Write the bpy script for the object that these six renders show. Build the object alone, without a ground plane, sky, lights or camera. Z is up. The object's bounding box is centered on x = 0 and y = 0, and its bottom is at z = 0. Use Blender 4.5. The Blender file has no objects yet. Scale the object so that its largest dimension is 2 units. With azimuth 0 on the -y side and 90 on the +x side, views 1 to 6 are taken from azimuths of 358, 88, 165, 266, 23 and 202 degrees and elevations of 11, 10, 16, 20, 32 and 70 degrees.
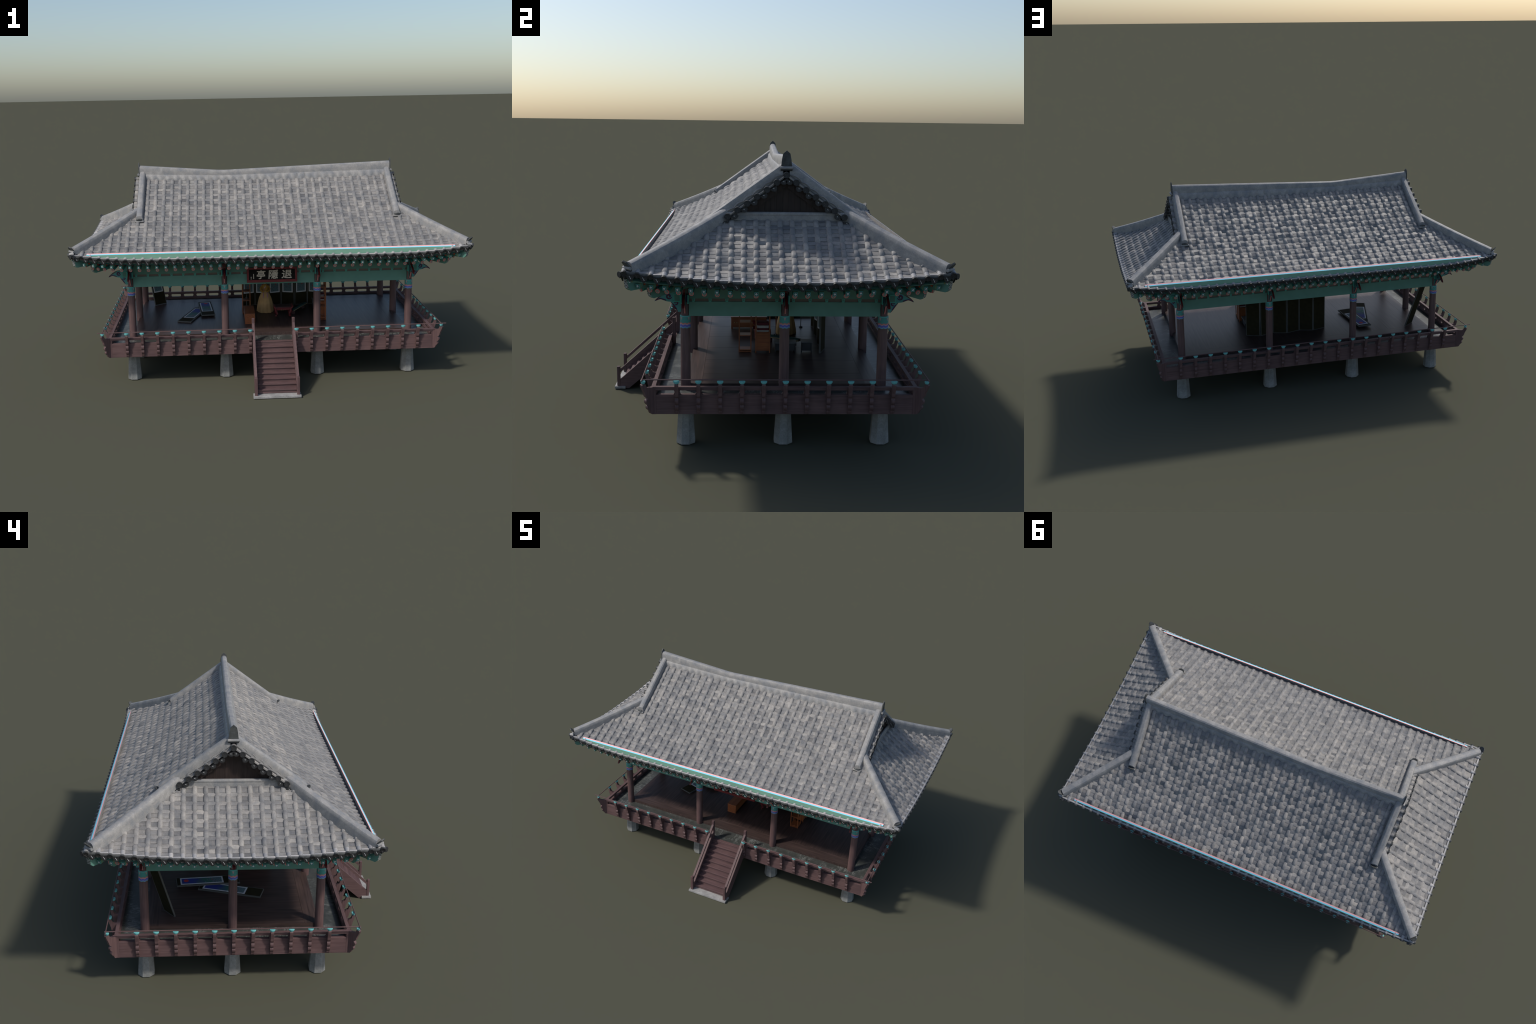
"""Korean timber pavilion on stone posts, hip-and-gable tiled roof, with its furniture.
Frame: metres, z up, bounding box centred on x=y=0.  The building itself is
symmetric about the line y = Y0 (the stair in front shifts the box centre)."""
import bpy, bmesh, math, random
import numpy as np
from mathutils import Vector, Matrix, Euler

random.seed(7)
RNG = np.random.default_rng(11)
Y0 = 0.0765
pi = math.pi
COL = bpy.context.scene.collection

# ------------------------------------------------------------------ materials
class NB:
    """tiny node-graph helper"""
    def __init__(s, name, rough=0.7, spec=0.3):
        s.m = bpy.data.materials.new(name); s.m.use_nodes = True
        s.t = s.m.node_tree; s.n = s.t.nodes
        s.b = s.n['Principled BSDF']
        s.b.inputs['Roughness'].default_value = rough
        s.b.inputs['Specular IOR Level'].default_value = spec
    def node(s, typ, **kw):
        x = s.n.new(typ)
        for k, v in kw.items(): setattr(x, k, v)
        return x
    def link(s, a, b): s.t.links.new(a, b)
    def put(s, sock, v):
        if hasattr(v, 'is_output') or isinstance(v, bpy.types.NodeSocket): s.link(v, sock)
        else: sock.default_value = v
    def coord(s, scale=(1, 1, 1), out='Object'):
        tc = s.node('ShaderNodeTexCoord'); mp = s.node('ShaderNodeMapping')
        mp.inputs['Scale'].default_value = scale
        s.link(tc.outputs[out], mp.inputs['Vector']); return mp.outputs[0]
    def xyz(s, out='Object'):
        tc = s.node('ShaderNodeTexCoord'); sp = s.node('ShaderNodeSeparateXYZ')
        s.link(tc.outputs[out], sp.inputs[0]); return sp.outputs
    def noise(s, scale=5, detail=4, rough=.55, vec=None, dist=0):
        x = s.node('ShaderNodeTexNoise')
        x.inputs['Scale'].default_value = scale; x.inputs['Detail'].default_value = detail
        x.inputs['Roughness'].default_value = rough; x.inputs['Distortion'].default_value = dist
        if vec is not None: s.link(vec, x.inputs['Vector'])
        return x.outputs['Fac']
    def math(s, op, a, b=0.0, c=0.0):
        x = s.node('ShaderNodeMath', operation=op)
        s.put(x.inputs[0], a); s.put(x.inputs[1], b); s.put(x.inputs[2], c)
        return x.outputs[0]
    def ramp(s, fac, stops, interp='LINEAR'):
        x = s.node('ShaderNodeValToRGB'); r = x.color_ramp; r.interpolation = interp
        while len(r.elements) < len(stops): r.elements.new(0.5)
        for e, (p, c) in zip(r.elements, stops):
            e.position = p; e.color = (*c, 1) if len(c) == 3 else c
        s.put(x.inputs[0], fac); return x.outputs[0]
    def mix(s, fac, a, b, mode='MIX'):
        x = s.node('ShaderNodeMix', data_type='RGBA', blend_type=mode)
        s.put(x.inputs[0], fac)
        for i, v in ((6, a), (7, b)):
            if isinstance(v, bpy.types.NodeSocket): s.link(v, x.inputs[i])
            else: x.inputs[i].default_value = (*v, 1)
        return x.outputs[2]
    def color(s, c):
        if isinstance(c, bpy.types.NodeSocket): s.link(c, s.b.inputs['Base Color'])
        else: s.b.inputs['Base Color'].default_value = (*c, 1)
    def bump(s, h, strength=.3, dist=.002):
        x = s.node('ShaderNodeBump'); x.inputs['Strength'].default_value = strength
        x.inputs['Distance'].default_value = dist
        s.link(h, x.inputs['Height']); s.link(x.outputs[0], s.b.inputs['Normal'])

def sc(c, k): return tuple(min(1.0, v * k) for v in c)

def m_plain(name, c, rough=.7, var=.18, scale=40, spec=.3):
    b = NB(name, rough, spec); f = b.noise(scale, 3, .6, b.coord())
    b.color(b.ramp(f, [(.3, sc(c, 1 - var)), (.7, sc(c, 1 + var))])); return b.m

def m_tile(name, warm, cool, k=1.0, island=True, tilt=0.0):
    """weathered clay: per-piece tone, blotches of blue grey and beige, fine grain"""
    b = NB(name, .58, .35)
    co = b.coord()
    big = b.noise(26, 5, .62, co, .4); fine = b.noise(220, 3, .7, co)
    c = b.ramp(big, [(.36, sc(cool, k)), (.52, sc(warm, .92 * k)), (.68, sc(warm, 1.14 * k))])
    if island:
        g = b.node('ShaderNodeNewGeometry')
        oi = b.node('ShaderNodeObjectInfo')
        r = b.math('FRACT', b.math('ADD', g.outputs['Random Per Island'], oi.outputs['Random']))
        tone = b.ramp(r, [(0, (.72, .722, .73)), (.3, (.88, .882, .886)), (.7, (1.0, .985, .965)), (1, (1.16, 1.13, 1.09))])
        c = b.mix(1.0, c, tone, 'MULTIPLY')
    c = b.mix(1.0, c, b.ramp(fine, [(.3, (.86, .86, .86)), (.7, (1.1, 1.1, 1.1))]), 'MULTIPLY')
    b.color(c); b.bump(fine, .25, .0012)
    if tilt:      # shading normals bent per piece for random light and dark; geometry unaffected
        wn = b.node('ShaderNodeTexWhiteNoise', noise_dimensions='1D'); b.link(b.math('MULTIPLY', r, 917.3), wn.inputs['W'])
        sub = b.node('ShaderNodeVectorMath', operation='SUBTRACT'); b.link(wn.outputs['Color'], sub.inputs[0]); sub.inputs[1].default_value = (.5, .5, .5)
        mul = b.node('ShaderNodeVectorMath', operation='SCALE'); b.link(sub.outputs[0], mul.inputs[0]); mul.inputs['Scale'].default_value = tilt
        add = b.node('ShaderNodeVectorMath', operation='ADD'); b.link(mul.outputs[0], add.inputs[0])
        bp = [q for q in b.n if q.type == 'BUMP'][0]
        b.link(bp.outputs[0], add.inputs[1])
        nm = b.node('ShaderNodeVectorMath', operation='NORMALIZE'); b.link(add.outputs[0], nm.inputs[0]); b.link(nm.outputs[0], b.b.inputs['Normal'])
    return b.m

def m_wood(name, dark, light, axis, rough=.62, spec=.35, k=1.0):
    """grain stretched along one axis"""
    b = NB(name, rough, spec)
    st = [150, 150, 150]; st['xyz'.index(axis)] = 7
    g = b.noise(1.0, 5, .65, b.coord(tuple(st)), .6)
    lo = b.noise(14, 3, .5, b.coord())
    c = b.ramp(g, [(.32, sc(dark, k)), (.5, sc(tuple((a + d) / 2 for a, d in zip(dark, light)), k)), (.68, sc(light, k))])
    c = b.mix(1.0, c, b.ramp(lo, [(.3, (.86, .86, .88)), (.7, (1.12, 1.1, 1.08))]), 'MULTIPLY')
    b.color(c); b.bump(g, .2, .001); return b.m

WARM, COOL = (.280, .268, .255), (.198, .199, .202)
M = {}
M['tile'] = m_tile('roof_clay', WARM, COOL, 1.0, tilt=.30)
M['pan'] = m_tile('pan_clay', WARM, COOL, .95, tilt=.68)
M['tile_light'] = m_tile('eave_clay', (.40, .385, .375), (.31, .31, .32), 1.0)
M['mortar'] = m_tile('ridge_mortar', (.300, .289, .275), (.215, .219, .225), 1.0, island=False)
M['bed'] = m_plain('roof_bed_clay', (.10, .10, .105), .8)
M['finial'] = m_plain('finial_clay', (.065, .068, .066), .55, .4, 60)

def m_disc(name):
    b = NB(name, .5, .4)
    f = b.noise(260, 2, .6, b.coord()); 
    b.color(b.ramp(f, [(.40, (.020, .020, .021)), (.62, (.038, .038, .038)), (.78, (.10, .10, .10))])); b.bump(f, .3, .001); return b.m
M['disc'] = m_disc('dark_tile_face')
M['mark'] = m_plain('pale_tile_mark', (.52, .52, .52), .5)

MA_D, MA_L = (.086, .049, .049), (.140, .085, .083)
for a in 'xyz': M['wood_' + a] = m_wood('maroon_wood_' + a, MA_D, MA_L, a)
M['pillar'] = m_wood('pillar_wood', (.092, .054, .052), (.150, .092, .088), 'z', .55)
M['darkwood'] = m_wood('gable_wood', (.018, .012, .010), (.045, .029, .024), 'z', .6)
M['green'] = m_plain('jade_paint', (.105, .235, .190), .55, .06, 30, .3)
M['fascia'] = m_plain('pale_jade', (.195, .365, .270), .55, .05, 30, .3)
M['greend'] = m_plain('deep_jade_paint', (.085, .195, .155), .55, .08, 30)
M['teal'] = m_plain('teal_paint', (.085, .285, .265), .5, .1, 60)
M['tealline'] = m_plain('teal_line_paint', (.07, .36, .29), .5, .1, 60)
M['turq'] = m_plain('turquoise_paint', (.16, .47, .465), .55, .1, 90, .25)
M['pink'] = m_plain('pink_stripe_paint', (.93, .46, .45), .5, .02)
M['cyan'] = m_plain('cyan_stripe_paint', (.22, .70, .84), .5, .02)
M['salmon'] = m_plain('salmon_paint', (.50, .22, .21), .5, .1)
M['red'] = m_plain('bracket_red_paint', (.090, .009, .009), .5, .2, 70)
M['crimson'] = m_plain('signboard_red_paint', (.125, .014, .014), .55, .2, 30)
M['blue'] = m_plain('ultramarine_paint', (.045, .05, .30), .5, .1)
M['navy'] = m_plain('navy_paint', (.03, .028, .12), .5, .1)
M['maroonp'] = m_plain('maroon_line_paint', (.12, .016, .02), .5, .1)
M['black'] = m_plain('black_paint', (.012, .012, .012), .55, .2)
M['board_black'] = m_plain('signboard_black', (.012, .011, .010), .85, .3, 80, .08)
M['cream'] = m_plain('cream_lettering', (.56, .48, .38), .6, .15, 120)
M['white'] = m_plain('white_paint', (.72, .76, .74), .5, .05)
M['pinkline'] = m_plain('flower_pink_paint', (.70, .20, .19), .5, .08)
M['tan'] = m_plain('tan_board', (.13, .105, .085), .6, .1)

def m_stone(name, c, streak=False):
    b = NB(name, .75, .3); co = b.coord()
    f = b.noise(22, 6, .65, co); g = b.noise(240, 3, .7, co)
    col = b.ramp(f, [(.3, sc(c, .72)), (.5, c), (.7, sc(c, 1.3))])
    col = b.mix(1.0, col, b.ramp(g, [(.3, (.82, .82, .82)), (.7, (1.16, 1.16, 1.16))]), 'MULTIPLY')
    b.color(col); b.bump(g, .35, .0015); return b.m
M['stone'] = m_stone('granite', (.225, .227, .217))
M['slab'] = m_stone('stair_granite', (.31, .302, .290))

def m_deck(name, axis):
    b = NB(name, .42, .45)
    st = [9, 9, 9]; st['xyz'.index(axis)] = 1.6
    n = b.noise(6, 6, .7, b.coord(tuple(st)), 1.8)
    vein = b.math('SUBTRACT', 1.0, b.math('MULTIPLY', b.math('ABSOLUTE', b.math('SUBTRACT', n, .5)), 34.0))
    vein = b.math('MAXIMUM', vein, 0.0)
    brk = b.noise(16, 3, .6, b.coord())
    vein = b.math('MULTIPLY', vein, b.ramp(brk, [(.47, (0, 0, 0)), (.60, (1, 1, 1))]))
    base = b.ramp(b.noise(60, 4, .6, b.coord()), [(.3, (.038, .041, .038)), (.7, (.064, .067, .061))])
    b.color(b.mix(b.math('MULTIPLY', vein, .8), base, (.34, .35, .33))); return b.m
M['deck_x'] = m_deck('veranda_slate_x', 'y'); M['deck_y'] = m_deck('veranda_slate_y', 'x')

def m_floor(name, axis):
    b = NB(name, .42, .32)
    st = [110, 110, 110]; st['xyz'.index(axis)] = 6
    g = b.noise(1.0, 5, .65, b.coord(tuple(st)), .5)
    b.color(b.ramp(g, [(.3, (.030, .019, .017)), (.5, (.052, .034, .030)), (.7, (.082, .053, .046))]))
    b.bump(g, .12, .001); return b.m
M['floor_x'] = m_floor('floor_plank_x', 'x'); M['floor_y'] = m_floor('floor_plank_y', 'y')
for a in 'xyz': M['cab_' + a] = m_wood('cabinet_wood_' + a, (.17, .045, .014), (.30, .10, .032), a, .4, .5)
M['lacquer'] = m_plain('red_lacquer', (.12, .012, .014), .35, .25, 40, .5)
M['lacquerd'] = m_plain('dark_lacquer', (.05, .012, .012), .35, .2, 40, .5)
M['screen'] = m_plain('screen_fabric', (.026, .022, .011), .9, .2, 50, .08)
M['screen_edge'] = m_plain('screen_edge', (.085, .085, .078), .6, .1)
M['paper'] = m_plain('paper_border', (.55, .56, .59), .7, .04)
M['yellow'] = m_plain('hanbok_bodice_cloth', (.34, .185, .04), .75, .12, 50)
M['skirt'] = m_plain('hanbok_skirt_cloth', (.47, .29, .125), .75, .1, 40)
M['purple'] = m_plain('ribbon_cloth', (.28, .10, .34), .7)
M['skin'] = m_plain('mannequin_collar_cloth', (.62, .58, .55), .7)
M['jadecloth'] = m_plain('green_cloth', (.018, .06, .05), .7, .2)
M['straw'] = m_plain('straw_trim', (.32, .27, .12), .7)
M['inkbox'] = m_plain('dark_desk_wood', (.02, .021, .024), .4, .3, 30, .5)
M['grey'] = m_plain('grey_desk_top', (.10, .10, .10), .5)
M['quiltred'] = m_plain('quilt_red_cloth', (.085, .012, .018), .7)
M['quiltwhite'] = m_plain('quilt_white_cloth', (.36, .33, .31), .75)

def m_painting(name, kind):
    """folk-landscape stand-in: sea below, green hills, deep blue sky; object z runs up the panel"""
    b = NB(name, .7, .2)
    x, y, z = b.xyz(); co = b.coord()
    wob = b.math('MULTIPLY', b.math('SUBTRACT', b.noise(45, 4, .6, co), .5), .09)
    h = b.math('ADD', z, wob)
    sea, hill, sky = (.085, .145, .17), (.045, .15, .12), (.03, .045, .25)
    band = b.ramp(b.math('MULTIPLY', h, 4.0), [(.0, sea), (.50, (.08, .13, .15)), (.58, hill), (.74, (.05, .10, .15)), (.86, sky)], 'LINEAR')
    rip = b.math('SINE', b.math('MULTIPLY', b.math('ADD', z, b.math('MULTIPLY', wob, .35)), 900.0))
    seamask = b.math('LESS_THAN', h, .135)
    band = b.mix(b.math('MULTIPLY', b.math('MULTIPLY', b.math('GREATER_THAN', rip, .35), seamask), .45), band, (.20, .28, .31))
    foam = b.math('GREATER_THAN', b.noise(38, 3, .5, co), .64)
    band = b.mix(b.math('MULTIPLY', b.math('MULTIPLY', foam, b.math('LESS_THAN', h, .17)), .75), band, (.45, .48, .52))
    red = b.math('MULTIPLY', b.math('GREATER_THAN', b.noise(70, 2, .5, co), .60 if kind else .66), b.math('GREATER_THAN', h, .115))
    band = b.mix(b.math('MULTIPLY', red, b.math('LESS_THAN', h, .17)), band, (.30, .035, .03))
    b.color(band); return b.m
M['paint_a'] = m_painting('landscape_painting', 0); M['paint_b'] = m_painting('pine_painting', 1)
M['sun'] = m_plain('sun_red', (.45, .03, .035), .7)

def m_band():
    """painted collar on a pillar; object z 0..0.047, pattern repeats round the shaft"""
    b = NB('pillar_band_paint', .5, .35)
    x, y, z = b.xyz()
    th = b.math('ARCTAN2', y, x)
    lob = b.math('ABSOLUTE', b.math('SINE', b.math('MULTIPLY', th, 4.0)))          # 8 lobes
    ser = b.math('ABSOLUTE', b.math('SINE', b.math('MULTIPLY', th, 12.0)))
    lev = b.math('ADD', z, b.math('ADD', b.math('MULTIPLY', lob, .0035), b.math('MULTIPLY', ser, .0011)))
    s = b.math('DIVIDE', lev, .052)
    teal, dk = (.10, .40, .37), (.012, .06, .05)
    stripes = b.ramp(s, [(0, (.15, .14, .04)), (.085, (.13, .32, .46)), (.15, (.15, .19, .46)), (.20, (.10, .10, .40)), (.31, (.36, .28, .42)),
                         (.345, (.56, .24, .20)), (.42, (.36, .07, .07)), (.455, teal)], 'CONSTANT')
    arch = b.math('ADD', z, b.math('MULTIPLY', lob, -.010))
    ring = b.math('GREATER_THAN', b.math('SINE', b.math('MULTIPLY', arch, 1450.0)), .25)
    upper = b.math('MULTIPLY', b.math('GREATER_THAN', s, .47), b.math('LESS_THAN', z, .0435))
    c = b.mix(b.math('MULTIPLY', ring, upper), stripes, dk)
    # pink V marks on the four faces
    q = b.math('ABSOLUTE', b.math('SINE', b.math('MULTIPLY', th, 2.0)))
    wv = b.math('MULTIPLY', b.math('SUBTRACT', z, .030), 38.0)
    v = b.math('MULTIPLY', b.math('LESS_THAN', q, wv), b.math('LESS_THAN', z, .0425))
    c = b.mix(v, c, (.50, .23, .24))
    v2 = b.math('MULTIPLY', b.math('LESS_THAN', q, b.math('SUBTRACT', wv, .24)), b.math('LESS_THAN', z, .0425))
    c = b.mix(v2, c, teal)
    b.color(c); return b.m
M['band'] = m_band()

def m_rafter(name, round_):
    """jade rafter whose outer end carries red / blue / dark rings; local x = 0 at the tip, negative inwards"""
    b = NB(name, .5, .35)
    x, y, z = b.xyz()
    d = b.math('MULTIPLY', x, -1.0)
    s = b.math('DIVIDE', d, .08)
    G = (.10, .235, .185)
    if not round_:
        c = b.ramp(s, [(0, G), (.10, (.30, .30, .05)), (.125, G), (.27, (.02, .05, .04)), (.30, (.48, .085, .03)), (.43, (.055, .05, .32)),
                       (.53, (.16, .02, .04)), (.58, (.02, .03, .02)), (.62, (.24, .20, .05)), (.66, G)], 'CONSTANT')
    else:
        vo = b.node('ShaderNodeTexVoronoi'); vo.inputs['Scale'].default_value = 330
        b.link(b.coord(), vo.inputs['Vector'])
        dk = b.ramp(vo.outputs['Distance'], [(.25, (.012, .08, .06)), (.5, (.05, .30, .27))])
        band = b.ramp(s, [(0, (.50, .18, .17)), (.05, (1, 1, 1)), (.48, (.30, .03, .05)), (.56, (.06, .06, .34)), (.68, (.35, .06, .05)), (.75, G)], 'CONSTANT')
        m = b.math('MULTIPLY', b.math('GREATER_THAN', s, .05), b.math('LESS_THAN', s, .48))
        c = b.mix(m, band, dk)
    b.color(c); return b.m
M['fly'] = m_rafter('flying_rafter_paint', False); M['raft'] = m_rafter('round_rafter_paint', True)

def m_flower():
    """white petals on black for the ends of the corner beams; local y/z across the face"""
    b = NB('beam_end_paint', .5, .35)
    x, y, z = b.xyz()
    u = b.math('DIVIDE', y, .0095); w = b.math('DIVIDE', z, .021)
    r = b.math('SQRT', b.math('ADD', b.math('MULTIPLY', u, u), b.math('MULTIPLY', w, w)))
    th = b.math('ARCTAN2', w, u)
    pet = b.math('ABSOLUTE', b.math('SINE', b.math('MULTIPLY', th, 6.0)))
    on = b.math('MULTIPLY', b.math('GREATER_THAN', pet, .55), b.math('GREATER_THAN', b.math('SINE', b.math('MULTIPLY', r, 13.0)), -.35))
    b.color(b.mix(on, (.015, .015, .015), (.50, .52, .50))); return b.m
M['flower'] = m_flower()

# ------------------------------------------------------------------ mesh building
class MB:
    def __init__(s): s.v = []; s.f = []; s.mi = []; s.mats = []
    def mat(s, k):
        if k not in s.mats: s.mats.append(k)
        return s.mats.index(k)
    def add(s, V, F, k):
        o = len(s.v); s.v.extend([tuple(p) for p in V]); i = s.mat(k)
        for f in F: s.f.append(tuple(o + j for j in f)); s.mi.append(i)
    def box(s, c, size, k, rot=None, taper=(1, 1)):
        hx, hy, hz = (q / 2 for q in size)
        V = [Vector((sx * hx * (taper[0] if sz > 0 else 1), sy * hy * (taper[1] if sz > 0 else 1), sz * hz)) for sz in (-1, 1) for sx, sy in ((-1, -1), (1, -1), (1, 1), (-1, 1))]
        if rot is not None: V = [rot @ p for p in V]
        V = [p + Vector(c) for p in V]
        s.add(V, [(3, 2, 1, 0), (4, 5, 6, 7), (0, 1, 5, 4), (1, 2, 6, 5), (2, 3, 7, 6), (3, 0, 4, 7)], k)
    def span(s, lo, hi, k):
        s.box([(a + b) / 2 for a, b in zip(lo, hi)], [b - a for a, b in zip(lo, hi)], k)
    def beam(s, a, b, w, h, k, up=(0, 0, 1), ends=None):
        """rectangular bar from a to b"""
        a, b, up = Vector(a), Vector(b), Vector(up)
        t = (b - a).normalized(); sd = t.cross(up).normalized(); u = sd.cross(t)
        R = Matrix((t, sd, u)).transposed()
        s.box((a + b) / 2, ((b - a).length, w, h), k, R)
    def prism(s, pts, fr, th, k, kside=None):
        """extrude polygon pts (a,b); fr=(origin,A,B,N): p = o + aA + bB +- N*th/2"""
        o, A, B, N = (Vector(q) for q in fr); n = len(pts)
        top = [o + A * a + B * b + N * th / 2 for a, b in pts]; bot = [o + A * a + B * b - N * th / 2 for a, b in pts]
        s.add(top + bot, [tuple(range(n)), tuple(range(2 * n - 1, n - 1, -1))], k)
        s.add(top + bot, [(i, n + i, n + (i + 1) % n, (i + 1) % n) for i in range(n)], kside or k)
    def loft(s, rings, k, cap=True, closed=True):
        n = len(rings[0]); V = [p for r in rings for p in r]; F = []
        m = n if closed else n - 1
        for i in range(len(rings) - 1):
            for j in range(m):
                F.append((i * n + j, i * n + (j + 1) % n, (i + 1) * n + (j + 1) % n, (i + 1) * n + j))
        if cap and closed:
            F.append(tuple(range(n - 1, -1, -1))); F.append(tuple((len(rings) - 1) * n + j for j in range(n)))
        s.add(V, F, k)
    def tube(s, path, r, k, n=8, cap=True):
        path = [Vector(p) for p in path]; rings = []
        rr = r if hasattr(r, '__len__') else [r] * len(path)
        for i, p in enumerate(path):
            t = (path[min(i + 1, len(path) - 1)] - path[max(i - 1, 0)]).normalized()
            ref = Vector((0, 0, 1)) if abs(t.z) < .9 else Vector((1, 0, 0))
            a = t.cross(ref).normalized(); b = t.cross(a)
            rings.append([p + (a * math.cos(2 * pi * j / n) + b * math.sin(2 * pi * j / n)) * rr[i] for j in range(n)])
        s.loft(rings, k, cap)
    def lathe(s, prof, k, n=16, c=(0, 0, 0), fold=None, cap=True):
        """prof [(r,z)]; fold(theta,z)->factor"""
        rings = []
        for r, z in prof:
            rings.append([Vector((c[0] + r * math.cos(2 * pi * j / n) * (fold(2 * pi * j / n, z) if fold else 1),
                                  c[1] + r * math.sin(2 * pi * j / n) * (fold(2 * pi * j / n, z) if fold else 1), c[2] + z)) for j in range(n)])
        s.loft(rings, k, cap)
    def mesh(s, name, smooth=None):
        me = bpy.data.meshes.new(name); me.from_pydata(s.v, [], s.f)
        for k in s.mats: me.materials.append(M[k])
        me.polygons.foreach_set('material_index', s.mi)
        me.update()
        bm = bmesh.new(); bm.from_mesh(me); bmesh.ops.recalc_face_normals(bm, faces=bm.faces); bm.to_mesh(me); bm.free()
        if smooth is not None:
            me.polygons.foreach_set('use_smooth', [True] * len(me.polygons)); me.set_sharp_from_angle(angle=math.radians(smooth))
        return me
    def obj(s, name, parent=None, smooth=None, bevel=0.0, loc=None):
        return place(name, s.mesh(name, smooth), parent, Matrix.Translation(loc) if loc else Matrix.Identity(4), bevel)

def place(name, me, parent=None, mw=Matrix.Identity(4), bevel=0.0):
    o = bpy.data.objects.new(name, me); COL.objects.link(o)
    if parent is not None:
        o.parent = parent; o.matrix_parent_inverse = (WORLD.get(parent.name) or Matrix.Identity(4)).inverted()
    o.matrix_basis = mw; WORLD[o.name] = mw.copy()
    if bevel:
        b = o.modifiers.new('Bevel', 'BEVEL'); b.width = bevel; b.segments = 2; b.limit_method = 'ANGLE'; b.angle_limit = math.radians(50)
    return o
WORLD = {}

def thing(name, loc, label, category):
    e = bpy.data.objects.new(name, None); e.empty_display_size = .1; COL.objects.link(e)
    e.location = loc; WORLD[e.name] = Matrix.Translation(loc)
    e['label'] = label; e['category'] = category; return e

def frame(o, X, Z):
    """4x4 with local x along X, local z near Z"""
    X = Vector(X).normalized(); Y = Vector(Z).cross(X).normalized(); Z = X.cross(Y)
    m = Matrix((X, Y, Z)).transposed().to_4x4(); m.translation = Vector(o); return m

PAV = thing('korean_pavilion', (0, Y0, 0), 'open timber pavilion with grey tiled hip-and-gable roof', 'pavilion')

# ------------------------------------------------------------------ foundation, deck, floor
PX = (-.719, -.2395, .2395, .719); PY = (-.3665, 0, .3665)
mb = MB()
rings = []
for r, z in ((.0375, 0), (.0375, .006), (.0282, .156)):
    rings.append([Vector((r * math.cos(pi / 8 + j * pi / 4), r * math.sin(pi / 8 + j * pi / 4), z)) for j in range(8)])
mb.loft(rings, 'stone'); base_me = mb.mesh('foundation_stone')
for x in PX:
    for y in PY: place('foundation_stone', base_me, PAV, Matrix.Translation((x, Y0 + y, 0)), .0015)

DX, DY = .832, .4815                          # outer faces of the skirt
IX, IY = .720, .3665                          # raised inner floor
mb = MB()
mb.span((-DX + .004, Y0 - DY + .004, .165), (DX - .004, Y0 - IY, .210), 'deck_x')
mb.span((-DX + .004, Y0 + IY, .165), (DX - .004, Y0 + DY - .004, .210), 'deck_x')
mb.span((-DX + .004, Y0 - IY, .165), (-IX, Y0 + IY, .210), 'deck_y')
mb.span((IX, Y0 - IY, .165), (DX - .004, Y0 + IY, .210), 'deck_y')
DECK = mb.obj('veranda_deck', PAV)
mb = MB()
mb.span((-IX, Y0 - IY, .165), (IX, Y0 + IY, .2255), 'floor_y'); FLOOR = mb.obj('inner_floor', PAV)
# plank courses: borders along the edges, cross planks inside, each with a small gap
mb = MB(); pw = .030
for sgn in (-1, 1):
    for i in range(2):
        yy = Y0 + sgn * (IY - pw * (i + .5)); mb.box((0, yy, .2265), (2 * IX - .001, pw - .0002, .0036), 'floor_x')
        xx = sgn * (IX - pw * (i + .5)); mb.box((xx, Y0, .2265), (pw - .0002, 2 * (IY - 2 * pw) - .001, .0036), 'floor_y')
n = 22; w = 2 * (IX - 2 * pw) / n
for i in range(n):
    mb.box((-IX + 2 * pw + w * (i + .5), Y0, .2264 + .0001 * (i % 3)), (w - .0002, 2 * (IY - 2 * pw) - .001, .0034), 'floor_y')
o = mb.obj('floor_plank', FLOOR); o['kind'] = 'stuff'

# ------------------------------------------------------------------ pillars with painted bands
mb = MB(); mb.lathe([(.0190, .205), (.0186, .30), (.0182, .445), (.0158, .486), (.0155, .60)], 'pillar', 20)
pil_me = mb.mesh('pillar', 40)
mb = MB(); mb.lathe([(.0188, 0), (.0198, .001), (.0196, .046), (.0186, .047), (.0150, .047)], 'band', 28, cap=False); band_me = mb.mesh('painted_band', 40)
PILLARS = [(x, y) for x in PX for y in PY if abs(y) > .1 or abs(x) > .5]
for x, y in PILLARS:
    p = place('pillar', pil_me, PAV, Matrix.Translation((x, Y0 + y, 0)))
    place('painted_band', band_me, p, Matrix.Translation((x, Y0 + y, .4445)) @ Matrix.Rotation(pi / 4 if abs(x) > .5 and abs(y) > .1 else 0, 4, 'Z'))

# ------------------------------------------------------------------ railing round the deck
mb = MB()
def ring_board(z0, z1, out, th, k):
    X, Yv = DX + out, DY + out
    for sx in (-1, 1):
        mb.span((min(sx * X, sx * (X - th)), Y0 - Yv + th, z0), (max(sx * X, sx * (X - th)), Y0 + Yv - th, z1), k + 'y')
    mb.span((-X, Y0 + Yv - th, z0), (X, Y0 + Yv, z1), k + 'x')
    g0, g1 = (-.108, .113)
    mb.span((-X, Y0 - Yv, z0), (g0, Y0 - Yv + th, z1), k + 'x'); mb.span((g1, Y0 - Yv, z0), (X, Y0 - Yv + th, z1), k + 'x')
ring_board(.150, .2235, 0, .016, 'wood_')
ring_board(.2400, .2530, .001, .015, 'wood_')
mb.span((-.108, Y0 - DY, .150), (.113, Y0 - DY + .016, .205), 'wood_x')
RAIL = mb.obj('railing', PAV, bevel=.0012)
bal = [(x, -1) for k in range(9) for x in (-.1155 - .0778 * k, .1185 + .0778 * k)]
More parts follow.
